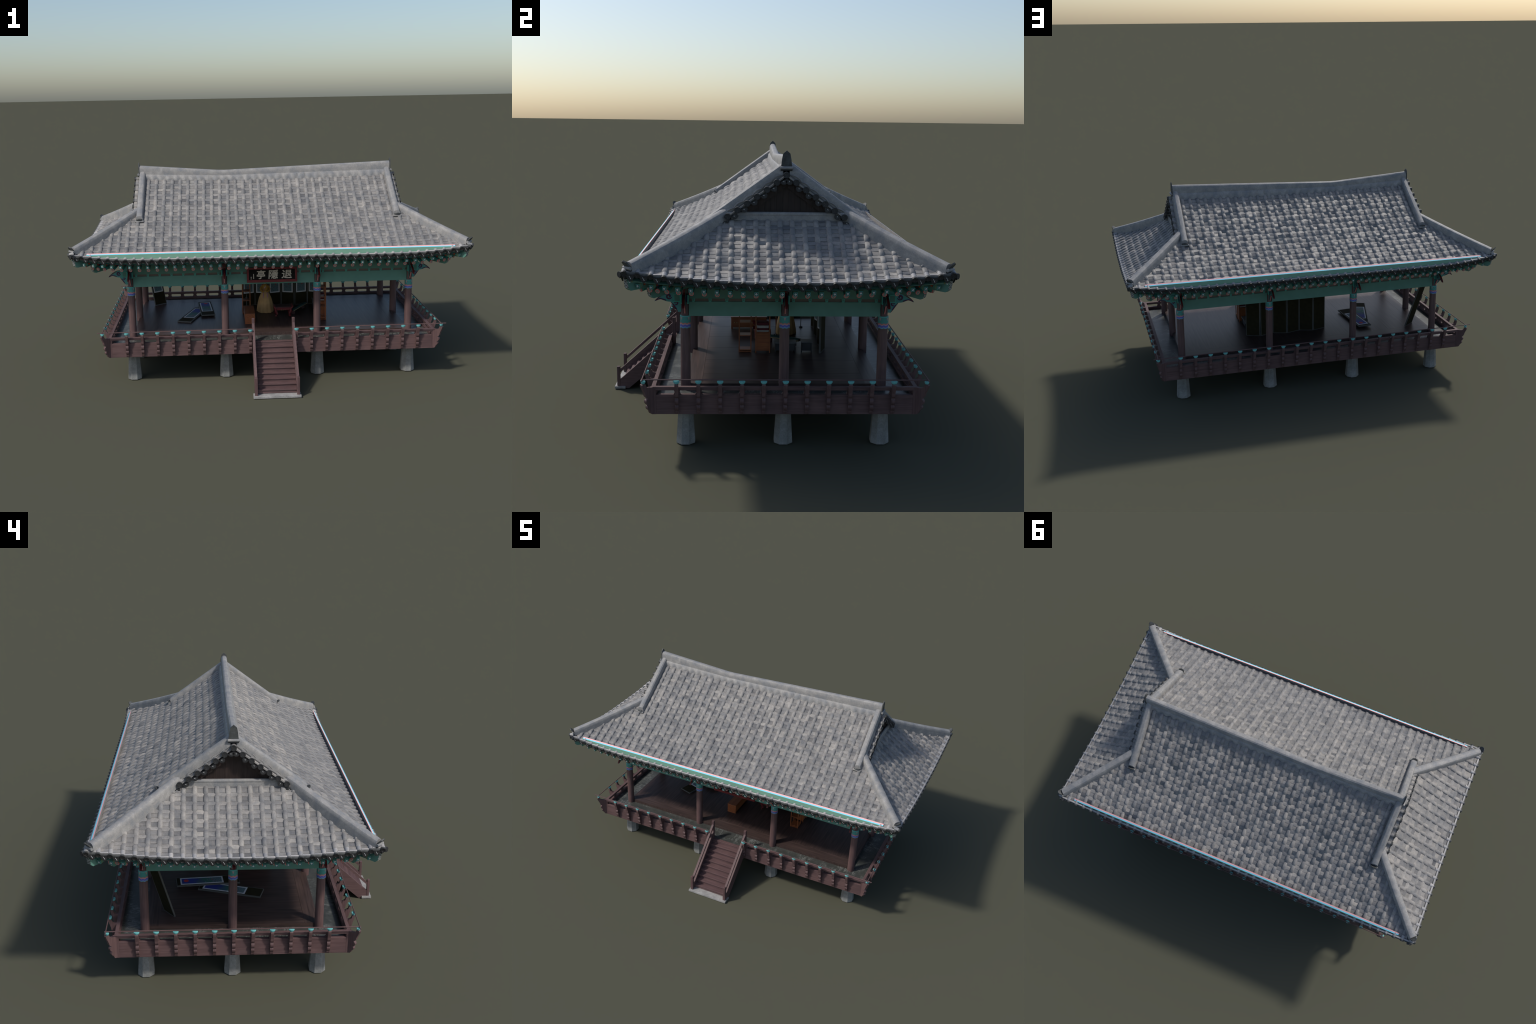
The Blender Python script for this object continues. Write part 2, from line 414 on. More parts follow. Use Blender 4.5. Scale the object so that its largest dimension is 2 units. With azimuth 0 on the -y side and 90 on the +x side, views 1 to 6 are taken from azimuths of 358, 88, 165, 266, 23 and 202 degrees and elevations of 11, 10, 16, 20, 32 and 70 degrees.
bal_front = sorted(x for x, _ in bal); bal_back = [.744 - .0778 * k for k in range(20)]
bal_side = [.078 * k for k in range(-5, 6)]
# slot ends: short uprights with curved (ogee) shoulders on both sides of each baluster
mb = MB()
def upright(cx, cy, along, wide=.011):
    A = Vector(along); N = A.cross(Vector((0, 0, 1)))
    pts = [(-wide * 1.15, .2232), (wide * 1.15, .2232), (wide * 1.05, .2265), (wide * .78, .232), (wide * 1.0, .2385), (wide * 1.1, .2402), (-wide * 1.1, .2402), (-wide * 1.0, .2385), (-wide * .78, .232), (-wide * 1.05, .2265)]
    mb.prism(pts, ((cx, cy, 0), A, (0, 0, 1), N), .010, 'wood_z')
for x in bal_front: upright(x, Y0 - DY + .008, (1, 0, 0))
for x in bal_back: upright(x, Y0 + DY - .008, (1, 0, 0))
for sx in (-1, 1):
    for y in bal_side: upright(sx * (DX - .008), Y0 + y, (0, 1, 0))
    for sy in (-1, 1):
        mb.box((sx * (DX - .0100), Y0 + sy * (DY - .008), .2318), (.0070, .0135, .0168), 'wood_z')
        mb.box((sx * (DX - .008), Y0 + sy * (DY - .0100), .2318), (.0135, .0070, .0168), 'wood_z')
        mb.box((sx * (DX - .0079), Y0 + sy * (DY - .0079), .2015), (.0168, .0168, .1032), 'wood_z')
mb.obj('slot_upright', RAIL, bevel=.0006)['kind'] = 'stuff'
# carved baluster: outline in (outwards, z)
CARVE = [(-.003, .153), (.003, .153), (.0065, .160), (.0080, .168), (.0120, .172), (.0155, .179), (.0150, .186), (.0112, .189),
         (.0160, .193), (.0195, .201), (.0192, .209), (.0155, .213), (.0145, .217), (.0190, .221), (.0215, .228), (.0225, .236),
         (.0255, .246), (.0300, .260), (.0320, .273), (.0205, .273), (.0200, .264), (.0160, .257), (.0080, .2535), (-.003, .2535)]
def chaikin(P):      # round the carved outline
    out = []
    for (a, b), (c, d) in zip(P, P[1:] + P[:1]): out += [(.75 * a + .25 * c, .75 * b + .25 * d), (.25 * a + .75 * c, .25 * b + .75 * d)]
    return out
CARVE = [(a * 1.04, z) for a, z in CARVE]
CARVE = chaikin(CARVE)
mb = MB(); mb.prism(CARVE, ((0, 0, 0), (1, 0, 0), (0, 0, 1), (0, 1, 0)), .0130, 'wood_z'); bal_me = mb.mesh('baluster')
CARVE_C = [(a * 1.42 - (0 if a > 0 else .004), z) for a, z in CARVE]
mb = MB(); mb.prism(CARVE_C, ((0, 0, 0), (1, 0, 0), (0, 0, 1), (0, 1, 0)), .0130, 'wood_z'); balc_me = mb.mesh('corner_baluster')
mb = MB()   # lotus-leaf cup, wide along the rail
rings = []
for k, (a, b_, z) in enumerate(((.0058, .0045, .0010), (.0085, .0060, .0032), (.0110, .0072, .0072), (.0115, .0075, .0112), (.0104, .0066, .0122))):
    rings.append([Vector((b_ * math.cos(2 * pi * j / 20), a * math.sin(2 * pi * j / 20) * (1 + .05 * math.cos(5 * 2 * pi * j / 20)), z)) for j in range(20)])
mb.loft(rings, 'turq'); cup_me = mb.mesh('lotus_cup', 40)
mb = MB()
def baluster(x, y, ang, me, off):
    R = Matrix.Translation((x, y, 0)) @ Matrix.Rotation(ang, 4, 'Z')
    place('baluster', me, RAIL, R, .0008)
    place('lotus_cup', cup_me, RAIL, R @ Matrix.Translation((off, 0, .2725)))
for x in bal_front: baluster(x, Y0 - DY, -pi / 2, bal_me, .0262)
for x in bal_back: baluster(x, Y0 + DY, pi / 2, bal_me, .0262)
for y in bal_side:
    baluster(DX, Y0 + y, 0, bal_me, .0262); baluster(-DX, Y0 + y, pi, bal_me, .0262)
for sx in (-1, 1):
    for sy in (-1, 1): baluster(sx * DX, Y0 + sy * DY, math.atan2(sy, sx), balc_me, .0375)
mb = MB(); RX, RY, rz = DX + .0262, DY + .0302, .2895
for sy in (-1,):
    mb.tube([(-RX - .024, Y0 - RY, rz), (-.108, Y0 - RY, rz)], .0024, 'wood_x'); mb.tube([(.113, Y0 - RY, rz), (RX + .024, Y0 - RY, rz)], .0024, 'wood_x')
mb.tube([(-RX - .024, Y0 + RY, rz), (RX + .024, Y0 + RY, rz)], .0024, 'wood_x')
for sx in (-1, 1): mb.tube([(sx * RX, Y0 - RY - .006, rz - .001), (sx * RX, Y0 + RY + .006, rz - .001)], .0024, 'wood_y')
mb.obj('round_handrail', RAIL, 40)

# ------------------------------------------------------------------ stair
STX = .004
mb = MB(); mb.span((-.113, -.652, 0), (.120, -.604, .011), 'slab'); STAIR = mb.obj('staircase', PAV, bevel=.001)
sl = (.315 - .085) / (.635 - .383)
mbs = MB()
for sx in (-1, 1):
    cx = STX + sx * .1025
    mb = MB(); mb.span((cx - .0073, -.642, .0105), (cx + .0073, -.628, .1015), 'wood_z')
    mb.obj('stair_post', STAIR, bevel=.002)
    mb = MB(); mb.span((cx - .0073, -.391, .15), (cx + .0073, -.3765, .330), 'wood_z'); mb.obj('stair_post', STAIR, bevel=.002)
    mb = MB()     # handrail bar
    mb.prism([(-.630, .072), (-.630, .087), (-.3865, .087 + .2435 * sl), (-.3865, .072 + .2435 * sl)], ((cx, 0, 0), (0, 1, 0), (0, 0, 1), (1, 0, 0)), .0115, 'wood_y')
    mb.obj('stair_handrail', STAIR, bevel=.001)
    mb = MB()     # side string
    zt = lambda y: .040 + (y + .63) * sl
    mb.prism([(-.628, .0112), (-.628, zt(-.628)), (-.383, zt(-.383)), (-.383, .150), (-.417, .150), (-.589, .0005), (-.6035, .0005), (-.6035, .0112)], ((cx, 0, 0), (0, 1, 0), (0, 0, 1), (1, 0, 0)), .0125, 'wood_y')
    mb.obj('stair_string', STAIR, bevel=.001)
NS = 9
for i in range(NS + 1):
    z1 = .0135 + (i + 1) * (.2125 - .0135) / (NS + 1); y1 = -.6165 + i * (.6165 - .402) / NS
    mb = MB(); mb.span((STX - .0965, y1 - .003, z1 - .0055), (STX + .0965, min(y1 + .030, -.385), z1), 'wood_x')
    mb.span((STX - .0965, y1 + .002, z1 - .0205), (STX + .0965, y1 + .006, z1 - .0054), 'wood_x')
    mb.obj('stair_step', STAIR, bevel=.0008)

# ------------------------------------------------------------------ beams, blocks, brackets
BO = .0140      # beam half thickness
def beam_run(z0, z1, out, k, name):
    mb = MB()
    for sy in (-1, 1):
        for a, b in zip(PX[:-1], PX[1:]):
            mb.span((a + .0135, Y0 + sy * PY[2] - out, z0), (b - .0135, Y0 + sy * PY[2] + out, z1), k)
    for sx in (-1, 1):
        for a, b in zip(PY[:-1], PY[1:]):
            mb.span((sx * PX[3] - out, Y0 + a + .0135, z0), (sx * PX[3] + out, Y0 + b - .0135, z1), k)
    return mb.obj(name, PAV, bevel=.001)
BEAM = beam_run(.4905, .5450, BO, 'green', 'tie_beam')
beam_run(.5445, .5565, .0100, 'tan', 'filler_board')
UPPER = beam_run(.5560, .6080, .0135, 'greend', 'purlin_beam')
mb = MB()   # little bearing block: trapezoid with teal outline
mb.prism([(-.0045, 0), (.0045, 0), (.0062, .0115), (-.0062, .0115)], ((0, 0, 0), (1, 0, 0), (0, 0, 1), (0, -1, 0)), .030, 'tealline')
mb.prism([(-.0030, .0028), (.0030, .0028), (.0042, .0100), (-.0042, .0100)], ((0, 0, 0), (1, 0, 0), (0, 0, 1), (0, -1, 0)), .0306, 'greend')
blk_me = mb.mesh('bearing_block')
for sy in (-1, 1):
    for a, b in zip(PX[:-1], PX[1:]):
        for k in range(8): place('bearing_block', blk_me, BEAM, Matrix.Translation((a + (b - a) * (k + .5) / 8, Y0 + sy * PY[2], .5450)))
for sx in (-1, 1):
    for a, b in zip(PY[:-1], PY[1:]):
        for k in range(6): place('bearing_block', blk_me, BEAM, Matrix.Translation((sx * PX[3], Y0 + a + (b - a) * (k + .5) / 6, .5450)) @ Matrix.Rotation(pi / 2, 4, 'Z'))
# wing bracket: a carved plate standing outwards from each pillar head; local x outwards from the pillar axis
mb = MB(); F_ = ((0, 0, 0), (1, 0, 0), (0, 0, 1), (0, 1, 0))
WING = [(.008, .5045), (.0260, .5035), (.0315, .5105), (.0370, .5180), (.0430, .5268), (.0480, .5345), (.0535, .5415), (.0610, .5420), (.0690, .5432), (.0790, .5468), (.0880, .5505),
        (.0970, .5500), (.1050, .5470), (.1130, .5425), (.1080, .5500), (.1000, .5580), (.0910, .5650), (.0800, .5715), (.0680, .5760), (.0560, .5775), (.0480, .5850), (.0440, .6080), (.008, .6080)]
mb.prism(WING, F_, .0088, 'teal', 'red')
low = WING[1:7]; off = [(a + .0007, b - .0006) for a, b in low]
mb.prism(low + off[::-1], F_, .0056, 'salmon')
def ribbon(path, w, k, off):
    P = [Vector((a, off, b)) for a, b in path]; L, R = [], []
    for i, p in enumerate(P):
        t = (P[min(i + 1, len(P) - 1)] - P[max(i - 1, 0)]).normalized(); n = Vector((t.z, 0, -t.x)); ww = w * (.35 + .65 * math.sin(pi * (i + .7) / (len(P) + .4)))
        L.append(p + n * ww / 2); R.append(p - n * ww / 2)
    q = len(P); mb.add(L + R, [(i, i + 1, q + i + 1, q + i) for i in range(q - 1)], k)
def spiral(cx, cz, r0, turns, a0, sgn=1, n=22): return [(cx + r0 * (1 - .82 * i / n) * math.cos(a0 + sgn * 2 * pi * turns * i / n), cz + r0 * (1 - .82 * i / n) * math.sin(a0 + sgn * 2 * pi * turns * i / n)) for i in range(n + 1)]
for s in (-1, 1):
    ribbon(spiral(.0595, .5620, .0105, 1.30, -2.9), .0072, 'navy', s * .0048); ribbon(spiral(.0595, .5620, .0098, 1.2, -2.7), .0030, 'maroonp', s * .0051)
    ribbon(spiral(.0345, .5380, .0085, 1.0, -1.1, -1), .0072, 'navy', s * .0048); ribbon(spiral(.0345, .5380, .0080, .95, -1.0, -1), .0030, 'maroonp', s * .0051)
    ribbon([(.0275, .5065), (.0350, .5165), (.0440, .5300), (.0520, .5400)], .0030, 'maroonp', s * .0048)
    ribbon([(.0300, .5140), (.0370, .5235), (.0440, .5340)], .0030, 'navy', s * .0049)
    ribbon([(.0700, .5480), (.0800, .5510), (.0920, .5540), (.1090, .5455)], .0044, 'navy', s * .0048); ribbon([(.0690, .5455), (.0790, .5490), (.0900, .5525), (.1060, .5475)], .0022, 'maroonp', s * .0051)
    ribbon([(.0700, .5730), (.0830, .5670), (.0960, .5580), (.1090, .5470)], .0034, 'maroonp', s * .0048)
    # cradle cheek: jade square in a teal frame
    mb.span((.0165, s * .0125 - .0022, .5430), (.0420, s * .0125 + .0022, .5745), 'tealline')
    mb.box((.0295, s * .0151, .5590), (.0185, .0012, .0235), 'greend')
    mb.box((.0430, s * .0125, .5452), (.0030, .0060, .0040), 'tealline')
mb.box((.0250, 0, .5600), (.006, .020, .026), 'navy')
brk_me = mb.mesh('wing_bracket')
for x, y in PILLARS:
    dirs = []
    if abs(y) > .1: dirs.append(math.copysign(pi / 2, y))
    if abs(x) > .5: dirs.append(0 if x > 0 else pi)
    for a in dirs: place('wing_bracket', brk_me, PAV, Matrix.Translation((x, Y0 + y, 0)) @ Matrix.Rotation(a, 4, 'Z'))

# ------------------------------------------------------------------ signboard
tilt = Matrix.Translation((.0045, -.3300, .504)) @ Matrix.Rotation(math.radians(-6), 4, 'X')
mb = MB()
mb.span((-.1290, -.003, 0), (.1290, .003, .0135), 'crimson'); mb.span((-.1290, -.003, .0665), (.1290, .003, .0765), 'crimson')
mb.span((-.1290, -.003, .0135), (-.1180, .003, .0665), 'crimson'); mb.span((.1180, -.003, .0135), (.1290, .003, .0665), 'crimson')
mb.span((-.1180, -.0010, .0135), (.1180, .003, .0665), 'board_black')
sgm = mb.mesh('signboard'); SIGN = place('signboard', sgm, PAV, tilt, .0008)
def letters(txt, x, z, size, shear=0.0, wide=1.0):
    c = bpy.data.curves.new('letter', 'FONT'); c.body = txt; c.size = size; c.extrude = .0005; c.shear = shear
    c.align_x = 'CENTER'; c.resolution_u = 2
    o = bpy.data.objects.new('tmp', c); COL.objects.link(o); bpy.context.view_layer.update()
    dg = bpy.context.evaluated_depsgraph_get(); me = bpy.data.meshes.new_from_object(o.evaluated_get(dg)); bpy.data.objects.remove(o); bpy.data.curves.remove(c)
    bm = bmesh.new(); q = .0007                                     # brush weight: shifted copies at stepped depths
    for i, (dx, dz) in enumerate(((0, 0), (q, 0), (-q, 0), (0, q), (0, -q), (q, q), (-q, -q))):
        k = len(bm.verts); bm.from_mesh(me); bm.verts.ensure_lookup_table()
        for v in bm.verts[k:]: v.co += Vector((dx, dz, .00012 * i))
    bm.to_mesh(me); bm.free()
    me.name = 'letter'; me.materials.clear(); me.materials.append(M['cream'])
    place('letter', me, SIGN, tilt @ Matrix.Translation((x, -.0014, z)) @ Matrix.Rotation(pi / 2, 4, 'X') @ Matrix.Diagonal((wide, 1, 1, 1)))
letters('亭', -.058, .0222, .0470, .08, 1.02); letters('隱', .005, .0222, .0480, .06, 1.10); letters('退', .075, .0222, .0480, .06, 1.16)
mb = MB()
for i in range(5): mb.box((-.0945, -.0016, .0210 + i * .0052), (.0042, .001, .0030), 'cream'); mb.box((-.0945, -.0016, .0231 + i * .0052), (.0016, .001, .0012), 'cream')
for i in (0, 1.6): mb.box((-.1070, -.0016, .0195 + i * .0052), (.0048, .001, .0034), 'cream')
place('small_inscription', mb.mesh('small_inscription'), SIGN, tilt)

# ------------------------------------------------------------------ roof surface rules
EX, EY = .9895, .5615                        # tile edge (local half sizes)
GX = .672                                   # gable ridge line
def prof(d): return .6555 + .587 * d + .157 * d * d
def lift_f(x): return .033 * max(0, (abs(x) - .58) / .40) ** 2.2
def lift_s(y): return .036 * max(0, (abs(y) - .09) / .45) ** 1.6
def fall(d): return max(0., 1 - d / .40) ** 1.6
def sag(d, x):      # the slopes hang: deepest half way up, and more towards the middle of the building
    g = math.sin(min(1, d / .30) * pi / 2) ** 1.3
    return g * (.0105 + .013 * max(0, 1 - (x / .70) ** 2)) + .003 * min(1, d / .5)
def S_front(x, d, s): return Vector((x, Y0 + s * (EY - d), prof(d) + lift_f(x) * fall(d) - sag(d, x)))
def S_side(y, d, s): return Vector((s * (EX - d), Y0 + y, prof(d) + lift_s(y) * fall(d) - .0135 * math.sin(min(1, d / .22) * pi / 2) * (1 if d < .15 else 1 - .35 * min(1, (d - .15) / .15))))
def hip_x(d): return .978 - max(0, d - .020) * (.978 - .683) / (.541 - .232)       # |x| of the hip where front depth = d
def hip_y(d): return .541 - max(0, d - .007) * (.541 - .232) / (.978 - .683)

# bed under the tiles and green soffit below it
def sheet(off, k, name, inset=0.0, dmax_f=.5615):
    mb = MB()
    for s in (-1, 1):
        ds = np.linspace(inset, dmax_f, 22); rows = []
        for d in ds:
            hx = min(hip_x(d) + .002, 10) if d < .34 else .690
            hx = max(hx, .690)
            rows.append([S_front(x, d, s) + Vector((0, 0, off)) for x in np.linspace(-hx, hx, 41)])
        mb.loft(rows, k, closed=False)
        ds = np.linspace(inset, .345, 14); rows = []
        for d in ds: rows.append([S_side(y, d, s) + Vector((0, 0, off)) for y in np.linspace(-max(hip_y(d), .1) - .002, max(hip_y(d), .1) + .002, 31)])
        mb.loft(rows, k, closed=False)
    return mb
ROOF = sheet(-.0030, 'bed', 'roof').obj('roof', PAV, 30)
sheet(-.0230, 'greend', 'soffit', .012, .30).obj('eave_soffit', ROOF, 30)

# ------------------------------------------------------------------ tiles
def arc(r, n, a0=-.35, a1=pi + .35): return [(r * math.cos(a0 + (a1 - a0) * j / n), r * math.sin(a0 + (a1 - a0) * j / n)) for j in range(n + 1)]
PITCH = .0410
def cover_mesh(n=10, L=PITCH + .004):
    mb = MB(); rings = []
    for u, r, h in ((0, .0084, -.0024), (.03 * L, .0088, -.0016), (.14 * L, .0091, .0008), (.28 * L, .0092, .0028), (.46 * L, .0090, .0036), (.64 * L, .0086, .0028), (.84 * L, .0081, .0004), (L, .0076, -.0026)):
        rings.append([Vector((u, a * 1.13, b * .66 + h)) for a, b in arc(r, n)])
    mb.loft(rings, 'tile'); return mb
def pan_mesh(L=PITCH / 2 + .004, W=.0320):
    mb = MB(); nx, ny = 6, 4; top = []
    for i in range(nx + 1):
        u = i / nx
        for j in range(ny + 1):
            v = 2 * j / ny - 1
            top.append(Vector((u * L, v * W / 2, .0008 - .0022 * u + .0010 * v * v + .0012 * math.sin(pi * u))))
    q = len(top); V = top + [p - Vector((0, 0, .0020)) for p in top]; F = []
    id_ = lambda i, j: i * (ny + 1) + j
    for i in range(nx):
        for j in range(ny):
            F.append((id_(i, j), id_(i + 1, j), id_(i + 1, j + 1), id_(i, j + 1)))
    for j in range(ny): F.append((id_(0, j), id_(0, j + 1), q + id_(0, j + 1), q + id_(0, j)))
    mb.add(V, F, 'pan'); return mb
COV, PAN = cover_mesh(), pan_mesh()
cov_me, pan_me = COV.mesh('roof_tile', 35), PAN.mesh('pan_tile', 35)
def tile_frame(P, Pup, side_hint):
    t = (Pup - P).normalized(); n = t.cross(Vector(side_hint)); n = n if n.z > 0 else -n
    return frame(P, t, n)
cov_list, pan_list, eave_list, hang_list = [], [], [], []
def jitter(roll, pitch):
    return Matrix.Rotation(RNG.normal(0, roll), 4, 'X') @ Matrix.Rotation(RNG.normal(0, pitch), 4, 'Y')
def depth_steps(fn, dmax, step, start):
    """depths d at equal arc length along the slope"""
    ds = np.linspace(0, dmax, 120); P = [fn(d) for d in ds]; L = [0]
    for a, b in zip(P[:-1], P[1:]): L.append(L[-1] + (b - a).length)
    return list(np.interp(np.arange(start, L[-1], step), L, ds)), L[-1]
COV_UP, PAN_UP = .0046, .0058
def run_column(fn, dmax, hint, first_row, prio):
    ds, tot = depth_steps(fn, dmax, PITCH, .0235)
    for k, d in enumerate(ds):
        left = (fn(dmax) - fn(d)).length; f = min(1, left / PITCH)          # the top tile is cut to length
        if f < .12: continue
        m = tile_frame(fn(d) + Vector((0, 0, COV_UP)), fn(d + .02) + Vector((0, 0, COV_UP)), hint) @ jitter(.015, .006) @ Matrix.Diagonal((f, 1, 1, 1))
        cov_list.append((prio, m))
def run_pans(fn, dmax, hint, prio, W=1.0):
    ds, tot = depth_steps(fn, dmax, PITCH / 2, .012)
    for d in ds:
        left = (fn(dmax) - fn(d)).length; f = min(1, left / (PITCH / 2))
        if f < .15: continue
        up = Vector((0, 0, PAN_UP))
        m = tile_frame(fn(d) + up, fn(d + .02) + up, hint) @ jitter(.022, .010) @ Matrix.Diagonal((f, W, 1, 1))
        pan_list.append((prio, m))
SPF, SPS = .0424, .0440
def front_dmax(x):
    ax = abs(x)
    if ax < GX + .012: return .536
    return max(0, .010 + (.978 - ax) * (.541 - .232) / (.978 - .683))
def side_dmax(y):
    ay = abs(y)
    lim = -.003 + (.541 - ay) * (.978 - .683) / (.541 - .232)
    return min(.300, max(0, lim))
for s in (-1, 1):
    hint = (1, 0, 0)
    for k in range(-23, 24):
        x = .002 + SPF * k
        if abs(x) > .975: continue
        fn = lambda d, x=x, s=s: S_front(x, d, s)
        if front_dmax(x) > .01: run_column(fn, front_dmax(x), hint, True, 0 if s < 0 else 2)
        eave_list.append(tile_frame(fn(0) + Vector((0, 0, COV_UP)), fn(.02) + Vector((0, 0, COV_UP)), hint))
    for k in range(-23, 23):
        x = .002 + SPF * (k + .5)
        fn = lambda d, x=x, s=s: S_front(x, d, s)
        if front_dmax(abs(x) - .012) > .01: run_pans(fn, front_dmax(abs(x) - .010), hint, 0 if s < 0 else 2)
        hang_list.append(tile_frame(fn(0) + Vector((0, 0, .0095)), fn(.02) + Vector((0, 0, .0075)), hint))
    hint = (0, 1, 0)
    for k in range(-13, 13):
        y = SPS * (k + .5)
        if abs(y) > .552: continue
        fn = lambda d, y=y, s=s: S_side(y, d, s)
        if side_dmax(y) > .01: run_column(fn, side_dmax(y), hint, True, 1)
        eave_list.append(tile_frame(fn(0) + Vector((0, 0, COV_UP)), fn(.02) + Vector((0, 0, COV_UP)), hint))
    for k in range(-12, 13):
        y = SPS * k
        fn = lambda d, y=y, s=s: S_side(y, d, s)
        run_pans(fn, side_dmax(abs(y) - .010), hint, 1, 1.04)
        hang_list.append(tile_frame(fn(0) + Vector((0, 0, .0095)), fn(.02) + Vector((0, 0, .0075)), hint))

def scatter(lst, me, src, name, joined, keep=300):
    """keep the nearest-to-eave pieces as single objects, join the rest"""
    order = sorted(range(len(lst)), key=lambda i: (lst[i][0] > 0 and lst[i][0] or 0, lst[i][1].translation.z))
    single = set(order[:keep])
    nv = np.array([tuple(v) for v in src.v]); n = len(nv); V, F = [], []
    for i, (p, m) in enumerate(lst):
        if i in single: place(name, me, ROOF, m); continue
        A = np.array(m); w = nv @ A[:3, :3].T + A[:3, 3]; o = n * len(V); V.append(w)
        F.extend([tuple(o + j for j in f) for f in src.f])
    mj = bpy.data.meshes.new(joined); mj.from_pydata(np.concatenate(V).tolist(), [], F)
    for k in src.mats: mj.materials.append(M[k])
    mj.update(); bm = bmesh.new(); bm.from_mesh(mj); bmesh.ops.recalc_face_normals(bm, faces=bm.faces); bm.to_mesh(mj); bm.free()
    mj.polygons.foreach_set('use_smooth', [True] * len(mj.polygons)); mj.set_sharp_from_angle(angle=math.radians(35))
    place(joined, mj, ROOF)['kind'] = 'stuff'
scatter(cov_list, cov_me, COV, 'roof_tile', 'roof_tile_field')
scatter(pan_list, pan_me, PAN, 'pan_tile', 'pan_tile_field')

# eave end tiles: pale barrel, dark rim and round face
def round_end_mesh(L=.030, body='tile_light'):
    mb = MB(); n = 14
    mb.loft([[Vector((u, a, b)) for a, b in arc(r, n)] for u, r in ((L, .0094), (.0085, .0097))], body)
    mb.loft([[Vector((u, a, b)) for a, b in arc(r, n)] for u, r in ((.0085, .0098), (.004, .0100), (.0025, .0101))], 'finial')
    mb.loft([[Vector((u, r * math.cos(2 * pi * j / 16), r * math.sin(2 * pi * j / 16))) for j in range(16)] for u, r in ((.0035, .0099), (-.0010, .0101), (-.0012, .0086), (-.0002, .0082))], 'disc')
    return mb
eav_me = round_end_mesh().mesh('eave_tile', 40)
mb = MB()      # hanging drip face between the round ends
W = .0138      # stepped pale lip, dark recessed strip, then the pointed dark face
face = [(-W, -.0105), (-W * .66, -.0205), (-W * .30, -.0265), (0, -.0285), (W * .30, -.0265), (W * .66, -.0205), (W, -.0105), (W, -.0045), (-W, -.0045)]
mb.prism(face, ((-.0025, 0, 0), (0, 1, 0), (.12, 0, 1), (-1, 0, 0)), .0026, 'disc')
mb.prism([(-W, -.0050), (W, -.0050), (W, .0006), (-W, .0006)], ((.0010, 0, 0), (0, 1, 0), (.45, 0, 1), (-1, 0, 0)), .0020, 'finial')
mb.span((-.0002, -.0148, -.0003), (.012, .0148, .0005), 'tile_light'); mb.span((.0025, -.0148, .0010), (.012, .0148, .0018), 'finial'); mb.span((.0028, -.0148, .0018), (.010, .0148, .0026), 'tile_light')
for a, b, r in ((.0030, -.0100, .0010), (.0016, -.0126, .0008), (.0002, -.0153, .0009), (-.0014, -.0182, .0013)):
    mb.box((-.0025 + .12 * b - .0014, a, b), (.0016, r * 1.5, r * 2.7), 'mark', Matrix.Rotation(-.5, 3, 'X'))
hang_me = mb.mesh('drip_tile', 40)
for m in eave_list:
    place('eave_tile', eav_me, ROOF, m @ Matrix.Translation((-.0035, 0, 0)))
for m in hang_list: place('drip_tile', hang_me, ROOF, m)

# ------------------------------------------------------------------ ridges
def section(w, h, foot=-.012):
    return [(-w * .50, foot), (-w * .48, h * .40), (-w * .44, h * .70), (-w * .36, h * .86), (-w * .20, h * .975), (0, h), (w * .20, h * .975), (w * .36, h * .86), (w * .44, h * .70), (w * .48, h * .40), (w * .50, foot)]
def ridge(name, pts, side, parent=ROOF, k='mortar'):
    """pts: (point, width, height[, foot])"""
    mb = MB(); S = Vector(side)
    mb.loft([[Vector(p) + S * a + Vector((0, 0, b)) for a, b in section(w, h, *rest)] for p, w, h, *rest in pts], k)
    return mb.obj(name, parent, 26)
def main_top(x):  # low-polygon sag with its knee left of the middle
    K = ((-.684, 1.0800), (-.239, 1.0470), (.684, 1.0800))
    return float(np.interp(x, [a for a, _ in K], [b for _, b in K]))
def main_bot(x): return float(np.interp(x, [-.684, -.239, .684], [1.0310, 1.0175, 1.0330]))
pts = []
for x in np.concatenate([np.linspace(-.684, -.26, 14), np.linspace(-.22, .684, 26)]):
    b, t = main_bot(x), main_top(x); e = 1 + .25 * max(0, (abs(x) - .60) / .084)
    pts.append(((x, Y0, b), .036 * (1 if abs(x) < .6 else 1.0), t - b, -.004))
ridge('main_ridge', pts, (0, 1, 0))
mb = MB()     # mortar bedding under the main ridge with scalloped lower edge between the tile columns
for s in (-1, 1):
    rows = []
    xs = np.linspace(-.662, .662, 190)
    for x in xs:
        ph = math.cos(2 * pi * (x - .002) / SPF)
        d0 = .534 + .004 * ph; zt = S_front(x, d0, s).z + .0085 + (.004 if ph > .4 else 0)
        rows.append([Vector((x, Y0 + s * .010, main_bot(x) + .006)), Vector((x, Y0 + s * .0235, main_bot(x) - .001)), Vector((x, Y0 + s * (EY - d0), zt)), Vector((x, Y0 + s * (EY - d0 + .003), zt - .020))])
    mb.loft(rows, 'mortar', closed=False)
mb.obj('ridge_bedding', ROOF, 60)
HIP_A, HIP_B = (.676, .224), (.973, .536)
def roof_z(x, y):   # x,y local absolute
    zf = S_front(x, EY - y, 1).z; zs = S_side(y, EX - x, 1).z
    return max(min(zf, 9), min(zs, 9)) if x > .70 else zf
